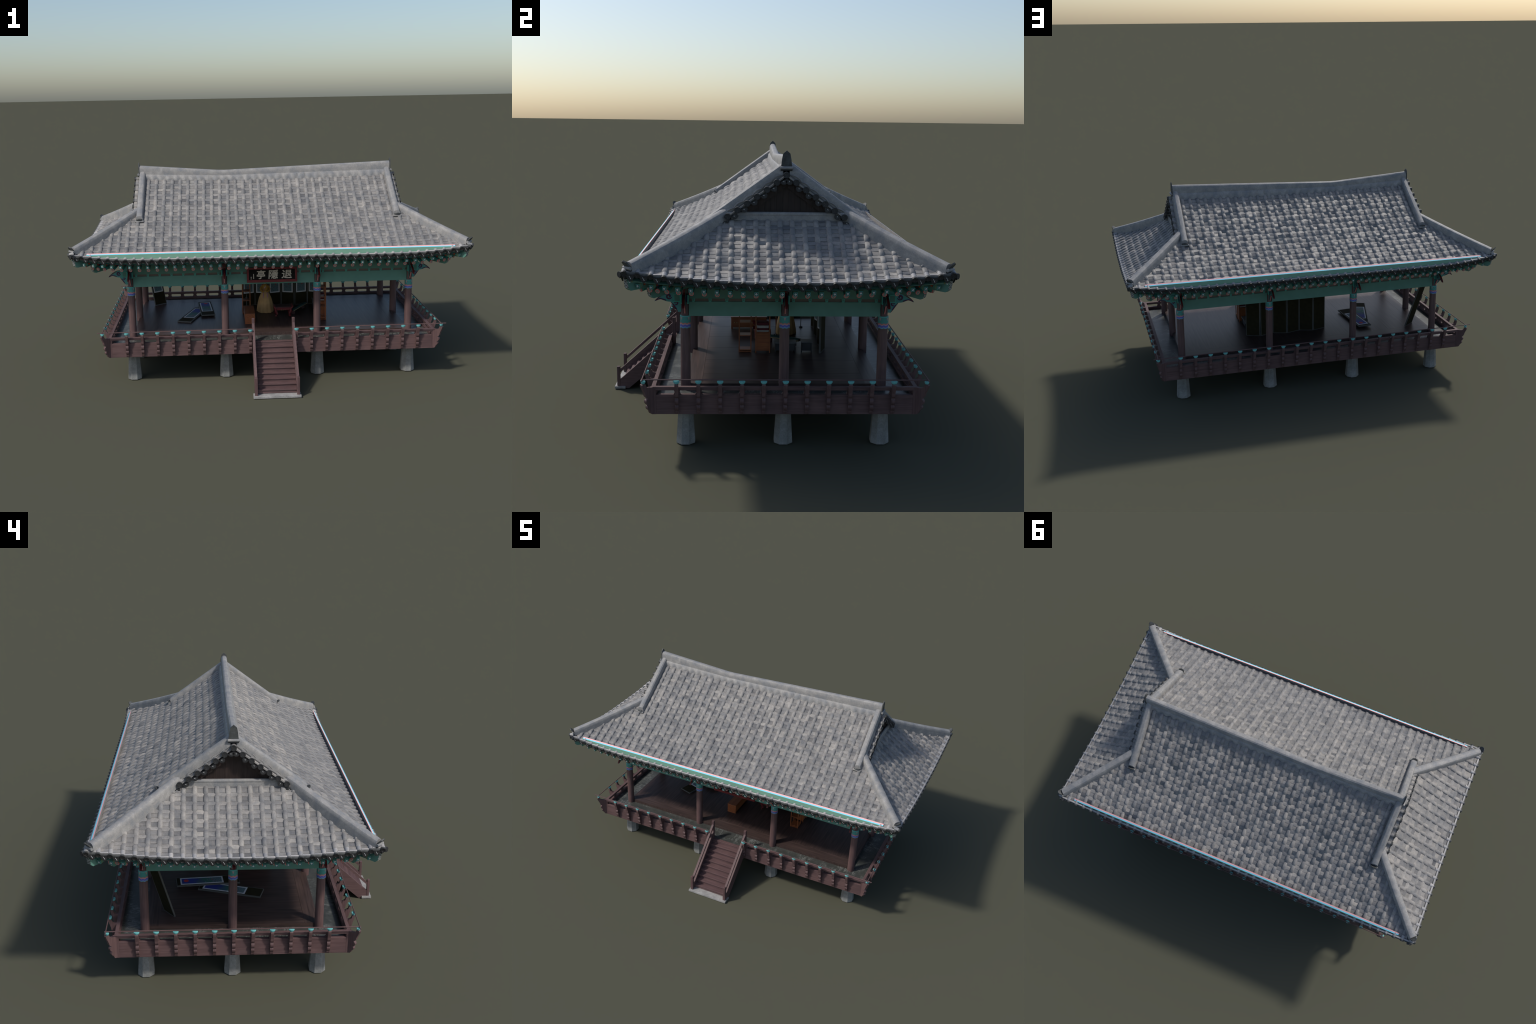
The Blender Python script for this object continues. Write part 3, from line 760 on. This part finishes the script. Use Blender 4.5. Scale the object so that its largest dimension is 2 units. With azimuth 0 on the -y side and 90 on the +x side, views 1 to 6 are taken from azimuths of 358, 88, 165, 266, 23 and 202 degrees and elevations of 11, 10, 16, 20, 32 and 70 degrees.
for sx in (-1, 1):
    for sy in (-1, 1):
        P = []
        for i in range(17):
            y = .012 + (.2965 - .012) * i / 16
            z = S_front(sx * GX, EY - y, sy).z; zt = 1.0610 - .728 * y
            P.append(((sx * (GX - .004), Y0 + sy * y, z), .0370, zt - z, -.021 if i < 14 else -.008))
        ridge('gable_ridge', P, (1, 0, 0))
        P = []; dv = Vector((sx, sy, 0)).normalized(); sd = Vector((-dv.y, dv.x, 0))
        for i in range(15):
            t = i / 14; x = HIP_A[0] + (HIP_B[0] - HIP_A[0]) * t; y = HIP_A[1] + (HIP_B[1] - HIP_A[1]) * t
            zt = .8830 + (.7335 - .8830) * t - .0035 * math.sin(pi * t); h = .034
            P.append(((sx * x, Y0 + sy * y, zt - h), .0400, h, -.024 + .016 * max(0, t - .75) * 4))
        ridge('hip_ridge', P, sd)

# finial plates: pointed slab over a half-round sill
def finial(name, o, out, w, h, lean, parent=ROOF, sill=True):
    D = Vector(out).normalized(); sdv = Vector((0, 0, 1)).cross(D).normalized(); up = (Vector((0, 0, 1)) * math.cos(lean) + D * math.sin(lean)).normalized(); N = sdv.cross(up)
    mb = MB(); hw = w / 2
    mb.prism([(-hw, 0), (hw, 0), (hw * .86, h * .45), (hw * .66, h * .80), (0, h), (-hw * .66, h * .80), (-hw * .86, h * .45)], (o, sdv, up, N), .0050, 'finial')
    if sill:
        c = Vector(o) + D * .004 - Vector((0, 0, .004)); mb.tube([c - sdv * hw * 1.18, c + sdv * hw * 1.18], .0058, 'mortar', 10)
        c2 = c - Vector((0, 0, .0065)) - D * .002; mb.tube([c2 - sdv * hw * 1.05, c2 + sdv * hw * 1.05], .0045, 'disc', 8)
    return mb.obj(name, parent, 40)
for sx in (-1, 1):
    finial('ridge_finial', (sx * .6870, Y0, 1.0365), (sx, 0, 0), .0400, .0590, .02)
    mb = MB()  # dark skirt wedge tiles astride the ridge end
    for sy in (-1, 1):
        mb.tube([(sx * .664, Y0 + sy * .006, 1.0530), (sx * .656, Y0 + sy * .0295, 1.0260), (sx * .656, Y0 + sy * .0300, 1.0080)], (.0040, .0044, .0036), 'finial', 8)
    mb.obj('ridge_end_strap', ROOF, 50)
    for sy in (-1, 1):
        z = S_front(GX, EY - .297, 1).z
        finial('gable_ridge_finial', (sx * (GX - .004), Y0 + sy * .2990, z + .0130), (0, sy, 0), .0360, .0180, .95)
        dv = (sx, sy, 0); zc = roof_z(*HIP_B)
        finial('hip_finial', (sx * .9740, Y0 + sy * .5375, zc + .0190), dv, .0330, .0300, .72)
        # corner tile: diagonal barrel with a dark face, plus two flanking lumps
        mb = MB(); D = Vector((sx, sy, 0)).normalized(); n = 14
        c0 = Vector((sx * .9580, Y0 + sy * .5230, zc + .0030)); c1 = Vector((sx * .9800, Y0 + sy * .5650, zc - .0060))
        mb.tube([c0, c0 * .4 + c1 * .6, c1], (.0090, .0096, .0098), 'finial', 12)
        mb.tube([c1, c1 + D * .0025], (.0104, .0102), 'disc', 14)
        for q in (-1, 1):
            sdv = Vector((-D.y, D.x, 0)) * q
            mb.tube([c0 + sdv * .010 - Vector((0, 0, .002)), c1 + sdv * .012 - Vector((0, 0, .008)) - D * .006], (.0075, .0085), 'disc', 10)
        mb.obj('corner_tile', ROOF, 50)

# ------------------------------------------------------------------ gables
VM = round_end_mesh(.056, 'tile'); VM.v = [(a, b * 1.16, c * 1.16) for a, b, c in VM.v]; verge_me = VM.mesh('verge_tile', 40)
mb = MB(); Wv = .0128
mb.prism([(-Wv, .002), (-Wv * .8, -.008), (-Wv * .3, -.0125), (Wv * .3, -.0125), (Wv * .8, -.008), (Wv, .002), (0, .0045)], ((-.001, 0, 0), (0, 1, 0), (0, 0, 1), (-1, 0, 0)), .003, 'disc')
mb.loft([[Vector((u, a * 1.1, b * .55 - .004)) for a, b in arc(.0098, 8, .1, pi - .1)] for u in (.0, .046)], 'tile', closed=False)
mb.box((-.0032, .001, -.0005), (.001, .0052, .0016), 'mark', Matrix.Rotation(.5, 3, 'X'))
vdrip_me = mb.mesh('verge_drip_tile', 40)
NV = 7
for sx in (-1, 1):
    apex = (0, 1.0070); low = (.2125, .8555); XO = .7120
    for sy in (-1, 1):
        for i in range(1 if sy > 0 else 0, NV):
            y = low[0] * i / (NV - 1); z = apex[1] + (low[1] - apex[1]) * i / (NV - 1) - .003 * math.sin(pi * i / (NV - 1))
            Z = Vector((0, sy * .35 if i else 0, 1))
            place('verge_tile', verge_me, ROOF, frame((sx * XO, Y0 + sy * y, z), (-sx, 0, 0), Z))
        for i in range(NV):
            f = (i + .50) / (NV - 1); y = low[0] * f - .0070; z = apex[1] + (low[1] - apex[1]) * f - .0095
            place('verge_drip_tile', vdrip_me, ROOF, frame((sx * (XO - .004), Y0 + sy * y, z), (-sx, 0, 0), Vector((0, sy * .62, 1))))
    for sy in (-1, 1):
        mb = MB(); mb.prism([(0, 1.0090), (sy * .226, .8480), (sy * .226, .8420), (0, 1.0030)], ((sx * .6780, Y0, 0), (0, 1, 0), (0, 0, 1), (1, 0, 0)), .056, 'tile'); mb.obj('verge_bed', ROOF)
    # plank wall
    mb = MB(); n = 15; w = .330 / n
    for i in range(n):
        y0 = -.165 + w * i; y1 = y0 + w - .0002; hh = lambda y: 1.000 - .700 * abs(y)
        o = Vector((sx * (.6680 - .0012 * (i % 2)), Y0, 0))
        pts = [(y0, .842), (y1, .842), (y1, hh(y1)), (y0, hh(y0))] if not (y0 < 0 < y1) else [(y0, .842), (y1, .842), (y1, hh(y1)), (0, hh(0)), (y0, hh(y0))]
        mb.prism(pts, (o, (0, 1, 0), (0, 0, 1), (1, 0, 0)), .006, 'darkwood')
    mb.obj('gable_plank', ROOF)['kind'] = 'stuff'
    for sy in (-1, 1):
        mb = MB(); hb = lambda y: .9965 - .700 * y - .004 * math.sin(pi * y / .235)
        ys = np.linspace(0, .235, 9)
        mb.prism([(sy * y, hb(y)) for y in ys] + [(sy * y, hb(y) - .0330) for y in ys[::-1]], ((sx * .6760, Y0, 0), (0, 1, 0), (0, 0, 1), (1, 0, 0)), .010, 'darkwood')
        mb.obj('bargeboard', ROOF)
        for i in range(6):   # purlin stubs behind the verge
            y = .028 + .034 * i; z = hb(y) + .003
            mb = MB(); mb.box((sx * .690, Y0 + sy * y, z), (.018, .010, .008), 'bed', Matrix.Rotation(-sy * .6, 3, 'X')); mb.obj('verge_batten', ROOF)
    mb = MB(); zc = .8630
    mb.tube([(sx * .6860, Y0 - .215, zc), (sx * .6860, Y0 + .215, zc)], .0085, 'mortar', 12); mb.span((min(sx * .66, sx * .693), Y0 - .200, zc - .026), (max(sx * .66, sx * .693), Y0 + .200, zc - .001), 'mortar')
    mb.obj('gable_sill', ROOF, 50)

# ------------------------------------------------------------------ rafters
def poly(n, r, ph=0): return [(r * math.cos(ph + 2 * pi * j / n), r * math.sin(ph + 2 * pi * j / n)) for j in range(n)]
# flying rafter, square; tip at local x=0, body to -x
mb = MB(); h = .0070
mb.span((-.110, -h, -h * 1.02), (0, h, h * 1.02), 'fly')
def plate(pts, x, k): mb.prism(pts, ((x, 0, 0), (0, 1, 0), (0, 0, 1), (1, 0, 0)), .0006, k)
plate([(-.0069, -.0070), (.0069, -.0070), (.0069, .0070), (-.0069, .0070)], .0002, 'teal')
plate([(-.0047, -.0047), (.0047, -.0047), (.0047, .0047), (-.0047, .0047)], .0006, 'black')
plate(poly(8, .0036, .39), .0010, 'white')
plate([(-.0012, -.0012), (.0012, -.0012), (.0012, .0012), (-.0012, .0012)], .0013, 'grey')
fly_me = mb.mesh('flying_rafter')
mb = MB(); n = 12
mb.loft([[Vector((u, r * math.cos(2 * pi * j / n), r * math.sin(2 * pi * j / n))) for j in range(n)] for u, r in ((-.21, .0088), (0, .0082))], 'raft')
plate(poly(8, .0086, pi / 8), .0002, 'pinkline'); plate(poly(8, .0058, pi / 8), .0005, 'greend')
for a in range(5): plate([(.0037 * math.cos(a * pi * .4 + .3) + q * .0010, .0037 * math.sin(a * pi * .4 + .3) + w * .0010) for q, w in ((-1, 0), (0, -1), (1, 0), (0, 1))], .0008, 'white')
plate(poly(6, .0014), .0009, 'pinkline')
raf_me = mb.mesh('rafter', 40)
FLY_Y, FLY_X = .5455, .966; RND_Y, RND_X = .5085, .926
def add_rafter(me, name, tip, inner):
    tip, inner = Vector(tip), Vector(inner); place(name, me, PAV, frame(tip, tip - inner, (0, 0, 1)))
def fan(a, a0, a1):  # along-eave coordinate of the inner end
    s = math.copysign(1, a); b = abs(a)
    return a if b < a0 else s * (a0 + (b - a0) * .42)
SR = .0441
for s in (-1, 1):
    for k in range(-22, 23):
        x = .0045 + SR * k
        if abs(x) < .945:
            xi = fan(x, .66, .9); z = .6255 + lift_f(x) * .92
            add_rafter(fly_me, 'flying_rafter', (x, Y0 + s * FLY_Y, z), (x + (xi - x) * .55, Y0 + s * (FLY_Y - .11), z + .031))
        if abs(x) < .935:
            z = .6040 + lift_f(x) * .75; x = math.copysign(abs(x) - .035 * max(0, (abs(x) - .800) / .12) ** 1.6, x); xi = fan(x, .66, .9)
            add_rafter(raf_me, 'rafter', (x, Y0 + s * RND_Y, z), (xi, Y0 + s * (RND_Y - .20), z + .070))
    for k in range(-12, 12):
        y = SR * (k + .5)
        if abs(y) < .525:
            yi = fan(y, .31, .5); z = .6245 + lift_s(y) * .80
            add_rafter(fly_me, 'flying_rafter', (s * FLY_X, Y0 + y, z), (s * (FLY_X - .11), Y0 + y + (yi - y) * .55, z + .031))
        if abs(y) < .525:
            z = .6085 + lift_s(y) * .60; y = math.copysign(abs(y) - .035 * max(0, (abs(y) - .385) / .12) ** 1.6, y); yi = fan(y, .31, .5)
            add_rafter(raf_me, 'rafter', (s * RND_X, Y0 + y, z), (s * (RND_X - .20), Y0 + yi, z + .070))
# eave batten over the flying rafters, following the upturn
mb = MB()
for s in (-1, 1):
    rows = []
    for x in np.linspace(-.955, .955, 61):
        z = .6450 + lift_f(x) * .97
        rows.append([Vector((x, Y0 + s * (FLY_Y + a), z + b)) for a, b in ((-.016, -.004), (-.004, -.005), (-.004, .005), (-.016, .006))])
    mb.loft(rows, 'green')
    rows = []
    for y in np.linspace(-.545, .545, 47):
        z = .6440 + lift_s(y) * .68
        rows.append([Vector((s * (FLY_X + a), Y0 + y, z + b)) for a, b in ((-.016, -.004), (-.004, -.005), (-.004, .005), (-.016, .006))])
    mb.loft(rows, 'green')
mb.obj('eave_batten', PAV, 40)
# corner beams: lower and upper, with painted end faces
def corner_beam(sx, sy, end, zb, zt, L, w, rise):
    D = Vector((sx, sy, 0)).normalized(); h = (zt - zb)
    tip = Vector((sx * end[0], Y0 + sy * end[1], (zb + zt) / 2)); T = (D - Vector((0, 0, rise))).normalized()
    m = frame(tip, T, (0, 0, 1)); mb = MB()
    mb.prism([(-L, -h / 2), (-.010, -h / 2), (.0, -h * .30), (.006, h / 2), (-L, h / 2)], ((0, 0, 0), (1, 0, 0), (0, 0, 1), (0, 1, 0)), w, 'green')
    for q in (-1, 1):
        for a, b, k in ((-.012, -.016, 'straw'), (-.020, -.028, 'crimson'), (-.028, -.036, 'blue'), (-.036, -.039, 'black')):
            mb.box(((a + b) / 2, q * w / 2, h * .32), (abs(a - b), .0008, h * .30), k)
        mb.box((-.004, q * w / 2, h * .30), (.006, .0009, h * .26), 'white')
        mb.box((-.004, q * (w / 2 + .0004), h * .30), (.003, .0009, h * .12), 'black')
    o = place('corner_beam', mb.mesh('corner_beam'), PAV, m)
    mb = MB(); Fz = Vector((.006 - 0, 0, h * .80)).normalized()
    mb.box((0, 0, 0), (.0010, w - .001, h * .78), 'flower'); fm = mb.mesh('beam_end_flower')
    place('beam_end_flower', fm, o, m @ Matrix.Translation((.0036, 0, h * .10)) @ Matrix.Rotation(math.atan2(.006, h * .80), 4, 'Y'))
for sx in (-1, 1):
    for sy in (-1, 1):
        corner_beam(sx, sy, (.9670, .5430), .634, .676, .17, .0200, .02)
        corner_beam(sx, sy, (.8900, .4770), .590, .634, .24, .0175, .09)

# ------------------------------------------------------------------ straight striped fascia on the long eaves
for s in (-1, 1):
    mb = MB(); yo, yi = .5490, .5380; zo, zi = .6943, .7010; x1 = .9060
    ym = (yo + yi) / 2; zm = (zo + zi) / 2
    xs = np.linspace(-x1, x1, 41)
    rows = [[Vector((x, Y0 + s * y, z)) for y, z in ((yo, .6660 + lift_f(x) * .9), (yo, zo), (ym, zm), (yi, zi), (yi, .6660 + lift_f(x) * .9))] for x in xs]
    for j, k in enumerate(('fascia', 'cyan', 'pink', 'mortar', 'mortar')):
        V = [r[q] for r in rows for q in (j, (j + 1) % 5)]; mb.add(V, [(2 * i, 2 * i + 1, 2 * i + 3, 2 * i + 2) for i in range(len(xs) - 1)], k)
    for r in (rows[0], rows[-1]): mb.add(r, [(0, 1, 2, 3, 4)], 'green')
    mb.obj('striped_fascia', PAV)

# ================================================================== furniture (things of their own)
FZ = .2287
def screen_panel_mesh(paint, sun=False):
    """one leaf: local x width, z height, front = -y; base at z=0"""
    mb = MB(); W, H, T = .0790, .290, .0070
    mb.box((0, 0, H / 2), (W - .006, T - .0012, H - .004), 'screen')
    for s in (-1, 1): mb.box((s * (W / 2 - .0018), 0, H / 2), (.0036, T, H), 'screen_edge')
    mb.box((0, 0, .0012), (W - .0072, T, .0024), 'screen_edge'); mb.box((0, 0, H - .0012), (W - .0072, T, .0024), 'screen_edge')
    f = -T / 2 + .0004; z0, z1, b = .074, .272, .0068; w2 = W / 2 - .0085
    for lo, hi in (((-w2, z0), (w2, z0 + b)), ((-w2, z1 - b), (w2, z1)), ((-w2, z0 + b), (-w2 + b, z1 - b)), ((w2 - b, z0 + b), (w2, z1 - b))):
        mb.span((lo[0], f - .0008, lo[1]), (hi[0], f + .0004, hi[1]), 'paper')
    mb.span((-w2 + b, f - .0004, z0 + b), (w2 - b, f + .0004, z1 - b), paint)
    if sun: mb.prism([(.004 + q[0], .245 + q[1]) for q in poly(16, .0115)], ((0, f - .0003, 0), (1, 0, 0), (0, 0, 1), (0, -1, 0)), .0008, 'sun')
    return mb.mesh('screen_leaf')
leafA, leafB, leafS = screen_panel_mesh('paint_a'), screen_panel_mesh('paint_b'), screen_panel_mesh('paint_a', True)
ZIG = [(.3280, .2480), (.2495, .2760), (.1725, .2530), (.0945, .2760), (.0170, .2530), (-.0605, .2760), (-.1350, .2530)]
SCR = thing('folding_screen', (.1, .267, FZ), 'six-leaf painted folding screen standing in zigzag', 'folding screen')
for i, (a, b) in enumerate(zip(ZIG[:-1], ZIG[1:])):
    A, B = Vector((*a, FZ)), Vector((*b, FZ)); c = (A + B) / 2; t = A - B
    place('screen_leaf', leafB if i in (0, 5) else leafA, SCR, frame(c, t, (0, 0, 1)) @ Matrix.Diagonal((1, 1, 1, 1)))
def loose_leaf(me, mw, label):
    o = place('screen_panel', me, None, mw); o['label'] = label; o['category'] = 'screen panel'
# flat one: local z (height) runs along the floor, painting up (front -y -> +z)
def lying(top_mid, bot_mid, z_top, z_bot):
    b = Vector((*bot_mid, z_bot)); t = Vector((*top_mid, z_top)); Z = (t - b).normalized(); Yd = Vector((0, 0, -1)); X = Yd.cross(Z).normalized(); Yd = Z.cross(X)
    m = Matrix((X, Yd, Z)).transposed().to_4x4(); m.translation = b; return m
loose_leaf(leafA, lying((-.3790, .2090), (-.4640, -.0660), FZ + .0036, FZ + .0036), 'fallen painted screen leaf lying on the floor')
loose_leaf(leafS, lying((-.3600, .3240), (-.3330, .0330), FZ + .0108, FZ + .0100), 'fallen screen leaf with red sun painting')
bmid = Vector((-.6200, .3430, FZ + .0012)); e = Vector((.060, .046, 0)).normalized(); Zl = Vector((-.166, .256, .952)); Zl = (Zl - e * Zl.dot(e)).normalized(); Yl = Zl.cross(e)
ml = Matrix((e, Yl, Zl)).transposed().to_4x4(); ml.translation = bmid
loose_leaf(leafB, ml, 'painted screen leaf leaning against corner pillar')

# wooden chest with brass
CH = thing('wooden_chest', (-.106, -.047, FZ), 'long reddish wooden chest with brass fittings', 'chest')
mb = MB(); x0, x1, y0, y1 = -.1330, -.0790, -.1320, .0360
mb.span((x0, y0, FZ + .006), (x1, y1, FZ + .053), 'cab_y'); mb.obj('chest_body', CH, bevel=.001)
mb = MB(); mb.span((x0 - .0015, y0 - .0015, FZ + .0532), (x1 + .0015, y1 + .0015, FZ + .0570), 'cab_y'); mb.obj('chest_lid', CH, bevel=.001)
mb = MB()
mb.span((x0, y0, FZ - .0005), (x1, y0 + .008, FZ + .0062), 'cab_x'); mb.span((x0, y1 - .008, FZ - .0005), (x1, y1, FZ + .0062), 'cab_x'); mb.obj('chest_foot', CH)
mb = MB()
for i in range(4):
    yy = y0 + .021 + i * .042; mb.span((x1 - .0005, yy - .0195, FZ + .012), (x1 + .0012, yy + .0195, FZ + .048), 'cab_y')
    for q in (-1, 1): mb.box((x1 + .0018, yy + q * .006, FZ + .030), (.0012, .0035, .0055), 'straw')
mb.obj('chest_door', CH, bevel=.0006)

def shelf(name, lo, hi, levels, label, solid=None):
    T = thing(name, ((lo[0] + hi[0]) / 2, (lo[1] + hi[1]) / 2, FZ), label, 'shelf')
    p = .0045; H = hi[2]
    for x in (lo[0] + p / 2, hi[0] - p / 2):
        for y in (lo[1] + p / 2, hi[1] - p / 2):
            mb = MB(); mb.span((x - p / 2, y - p / 2, FZ - .0005), (x + p / 2, y + p / 2, H), 'cab_z'); mb.obj('shelf_post', T, bevel=.0005)
    for z in levels:
        mb = MB(); mb.span((lo[0] + .001, lo[1] + .001, z), (hi[0] - .001, hi[1] - .001, z + .0035), 'cab_y'); mb.obj('shelf_board', T, bevel=.0005)
    if solid:
        mb = MB(); mb.span((lo[0] + .002, lo[1] + .002, solid[0]), (hi[0] - .002, hi[1] - .002, solid[1]), 'cab_y'); mb.obj('shelf_cabinet', T, bevel=.0008)
        mb = MB()
        for i in range(4): mb.span((lo[0] + .0012, lo[1] + .005, solid[0] + .004 + i * .0165), (lo[0] + .0025, hi[1] - .005, solid[0] + .0185 + i * .0165), 'cab_y')
        mb.obj('drawer_front', T)
    return T
s1 = shelf('display_shelf', (.2650, -.0945, 0), (.3140, -.0400, .470), (FZ + .0010, FZ + .0095, .3000, .3555, .4120, .4650), 'slim open reddish wood display shelf')
s2 = shelf('display_shelf', (.2700, -.0240, 0), (.3200, .0390, .470), (.3150, .3900, .4650), 'open wooden shelf with drawers and folded quilts', (FZ + .0085, .3140))
mb = MB()
for z0, z1, k in ((.3186, .3255, 'quiltwhite'), (.3257, .3345, 'quiltred'), (.3347, .3465, 'quiltwhite'), (.3467, .3590, 'quiltred')): mb.span((.2770, -.0180, z0), (.3150, .0330, z1), k)
mb.obj('folded_quilt', s2, bevel=.003)
s3 = shelf('display_shelf', (-.1400, .0800, 0), (-.0930, .1300, .470), (FZ + .0010, .3020, .3560, .4120), 'slim open reddish wood display shelf')
mb = MB(); mb.lathe([(.009, 0), (.009, .003), (.002, .006), (.0016, .060), (.006, .062), (.006, .065), (.0018, .066), (.0018, .082)], 'grey', 10, (-.112, .200, FZ)); o = mb.obj('candle_stand', None, 40); o['label'] = 'thin metal candle stand on round foot'; o['category'] = 'candle stand'

# mannequin in hanbok
MQ = thing('hanbok_figure', (-.008, .122, FZ), 'headless mannequin in yellow Korean dress', 'dress')
fold = lambda th, z: 1 + (.12 * abs(math.sin(5.5 * th + .6)) + .05 * math.sin(5 * th) - .06) * max(0, 1 - z / .125)
mb = MB(); mb.lathe([(.0455, .0008), (.0462, .004), (.0448, .02), (.0410, .05), (.0345, .08), (.0255, .102), (.0180, .116), (.0165, .122)], 'skirt', 72, (-.008, .122, FZ), fold); mb.obj('dress_skirt', MQ, 60)
mb = MB(); rings = []
for z, a, b_ in ((.112, .0165, .0140), (.125, .0168, .0142), (.140, .0180, .0140), (.151, .0165, .0120), (.158, .0105, .0090), (.162, .0060, .0060)):
    rings.append([Vector((-.008 + a * math.cos(2 * pi * j / 20), .122 + b_ * math.sin(2 * pi * j / 20), FZ + z)) for j in range(20)])
mb.loft(rings, 'yellow'); mb.obj('dress_bodice', MQ, 60)
for s in (-1, 1):
    mb = MB(); c = Vector((-.008, .122, FZ))
    mb.tube([c + Vector(q) for q in ((s * .0125, 0, .152), (s * .0200, -.001, .146), (s * .0252, -.004, .134), (s * .0225, -.012, .1235), (s * .0130, -.0180, .1205), (s * .0050, -.0195, .1200))], (.0042, .0054, .0062, .0062, .0052, .0036), 'yellow', 12); mb.obj('dress_sleeve', MQ, 60)
mb = MB(); c = Vector((-.008, .122, FZ)); mb.tube([c + Vector((0, 0, .158)), c + Vector((0, 0, .170))], (.0052, .0046), 'skin', 10)
mb.tube([c + Vector((.006, -.0065, .158)), c + Vector((-.001, -.0145, .146)), c + Vector((-.006, -.0155, .137))], .0012, 'skin', 6); mb.obj('dress_collar', MQ, 60)
mb = MB()
for p in (((-.002, -.0155, .141), (-.008, -.0165, .135), (-.0095, -.0180, .122), (-.0110, -.0270, .100), (-.0120, -.0300, .086)), ((-.002, -.0155, .141), (.004, -.0160, .143)), ((.010, -.021, .116), (.011, -.0285, .100), (.012, -.0315, .088))):
    mb.tube([c + Vector(q) for q in p], .0013, 'purple', 6)
mb.obj('dress_ribbon', MQ, 60)

# red lacquer table with scroll legs
TB = thing('low_table', (.084, 0, FZ), 'low red lacquered table with scrolled legs', 'table')
tx0, tx1, ty0, ty1, tz = .0360, .1330, -.0200, .0440, .2910
mb = MB(); mb.span((tx0, ty0, tz - .007), (tx1, ty1, tz - .002), 'lacquerd')
for s in (0, 1):
    xx = (tx0, tx1)[s]; q = 1 if s else -1
    mb.prism([(0, -.008), (q * .0035, -.002), (q * .0065, .006), (q * .004, .007), (0, .001), (-q * .006, -.001), (-q * .006, -.008)], ((xx, 0, tz), (1, 0, 0), (0, 0, 1), (0, 1, 0)), ty1 - ty0, 'lacquer')
mb.obj('table_top', TB, bevel=.0008)
mb = MB()
for y in (ty0, ty1): mb.span((tx0 + .004, y - .0015, tz - .0210), (tx1 - .004, y + .0015, tz - .0068), 'lacquer')
for i in range(3): mb.box((.074 + i * .010, ty0 - .0017, tz - .0195), (.0040, .0008, .0030), 'straw')
mb.obj('table_apron', TB, bevel=.0006)
for s in (-1, 1):
    for y in (ty0 + .002, ty1 - .002):
        mb = MB(); cx = .0845 + s * .0400
        mb.tube([(cx, y, tz - .010), (cx + s * .003, y, tz - .024), (cx - s * .002, y, tz - .034), (cx - s * .006, y, tz - .044), (cx - s * .0035, y, tz - .053), (cx + s * .002, y, tz - .0535), (cx + s * .003, y, tz - .0490)], (.0065, .0072, .0066, .0058, .0058, .0052, .0040), 'lacquer', 10)
        mb.obj('table_leg', TB, 60)

# zither on its floor rest
ZT = thing('floor_zither', (.190, .100, FZ), 'long zither with green cloth and pale edge', 'zither')
A, B = Vector((.1330, .0300, FZ + .0240)), Vector((.2250, .1730, FZ + .0290))
mb = MB(); mb.beam(A, B, .0300, .0070, 'inkbox'); mb.obj('zither_body', ZT, bevel=.002)
t = (B - A).normalized(); sd = t.cross(Vector((0, 0, 1)))
mb = MB(); mb.beam(A + sd * .0152, B + sd * .0152, .0012, .0030, 'straw'); mb.beam(A - sd * .0152, B - sd * .0152, .0012, .0030, 'straw'); mb.obj('zither_edge', ZT)
mb = MB(); n = 12
mb.loft([[A.lerp(B, f) + sd * (.0125 * math.cos(pi * j / n)) + Vector((0, 0, .0030 + .0060 * math.sin(pi * j / n) * hgt)) for j in range(n + 1)] for f, hgt in ((.02, .6), (.2, 1), (.8, 1), (.98, .6))], 'jadecloth', closed=False); mb.obj('zither_cloth', ZT, 60)
mb = MB()
for i in range(7): mb.box(A.lerp(B, .25 + .07 * i) + Vector((0, 0, .0115)) + sd * (.006 - .002 * i), (.002, .003, .006), 'black')
mb.obj('zither_bridge', ZT)
mb = MB()
for f in (.14, .86): mb.box(A.lerp(B, f) - Vector((0, 0, .0135)), (.020, .008, .0225), 'lacquerd')
mb.obj('zither_rest', ZT)

# two dark desks by the right edge
def desk(x0, x1, y0, y1, H, label):
    D = thing('writing_desk', ((x0 + x1) / 2, (y0 + y1) / 2, FZ), label, 'desk')
    mb = MB(); mb.span((x0, y0, FZ + H - .0060), (x1, y1, FZ + H), 'grey'); mb.obj('desk_top', D, bevel=.0012)
    for y in (y0 + .003, y1 - .006):
        mb = MB(); mb.span((x0 + .003, y, FZ - .0005), (x1 - .003, y + .003, FZ + H - .0062), 'inkbox'); mb.obj('desk_side', D, bevel=.0006)
    mb = MB(); mb.span((x0 + .006, y0 + .0062, FZ + .006), (x1 - .006, y1 - .0062, FZ + H - .0064), 'inkbox'); mb.obj('desk_drawer', D, bevel=.0008)
desk(.2650, .3120, .0580, .1500, .0440, 'low dark writing desk with grey top')
desk(.2700, .3130, .1700, .2200, .0480, 'small dark box desk with grey top')
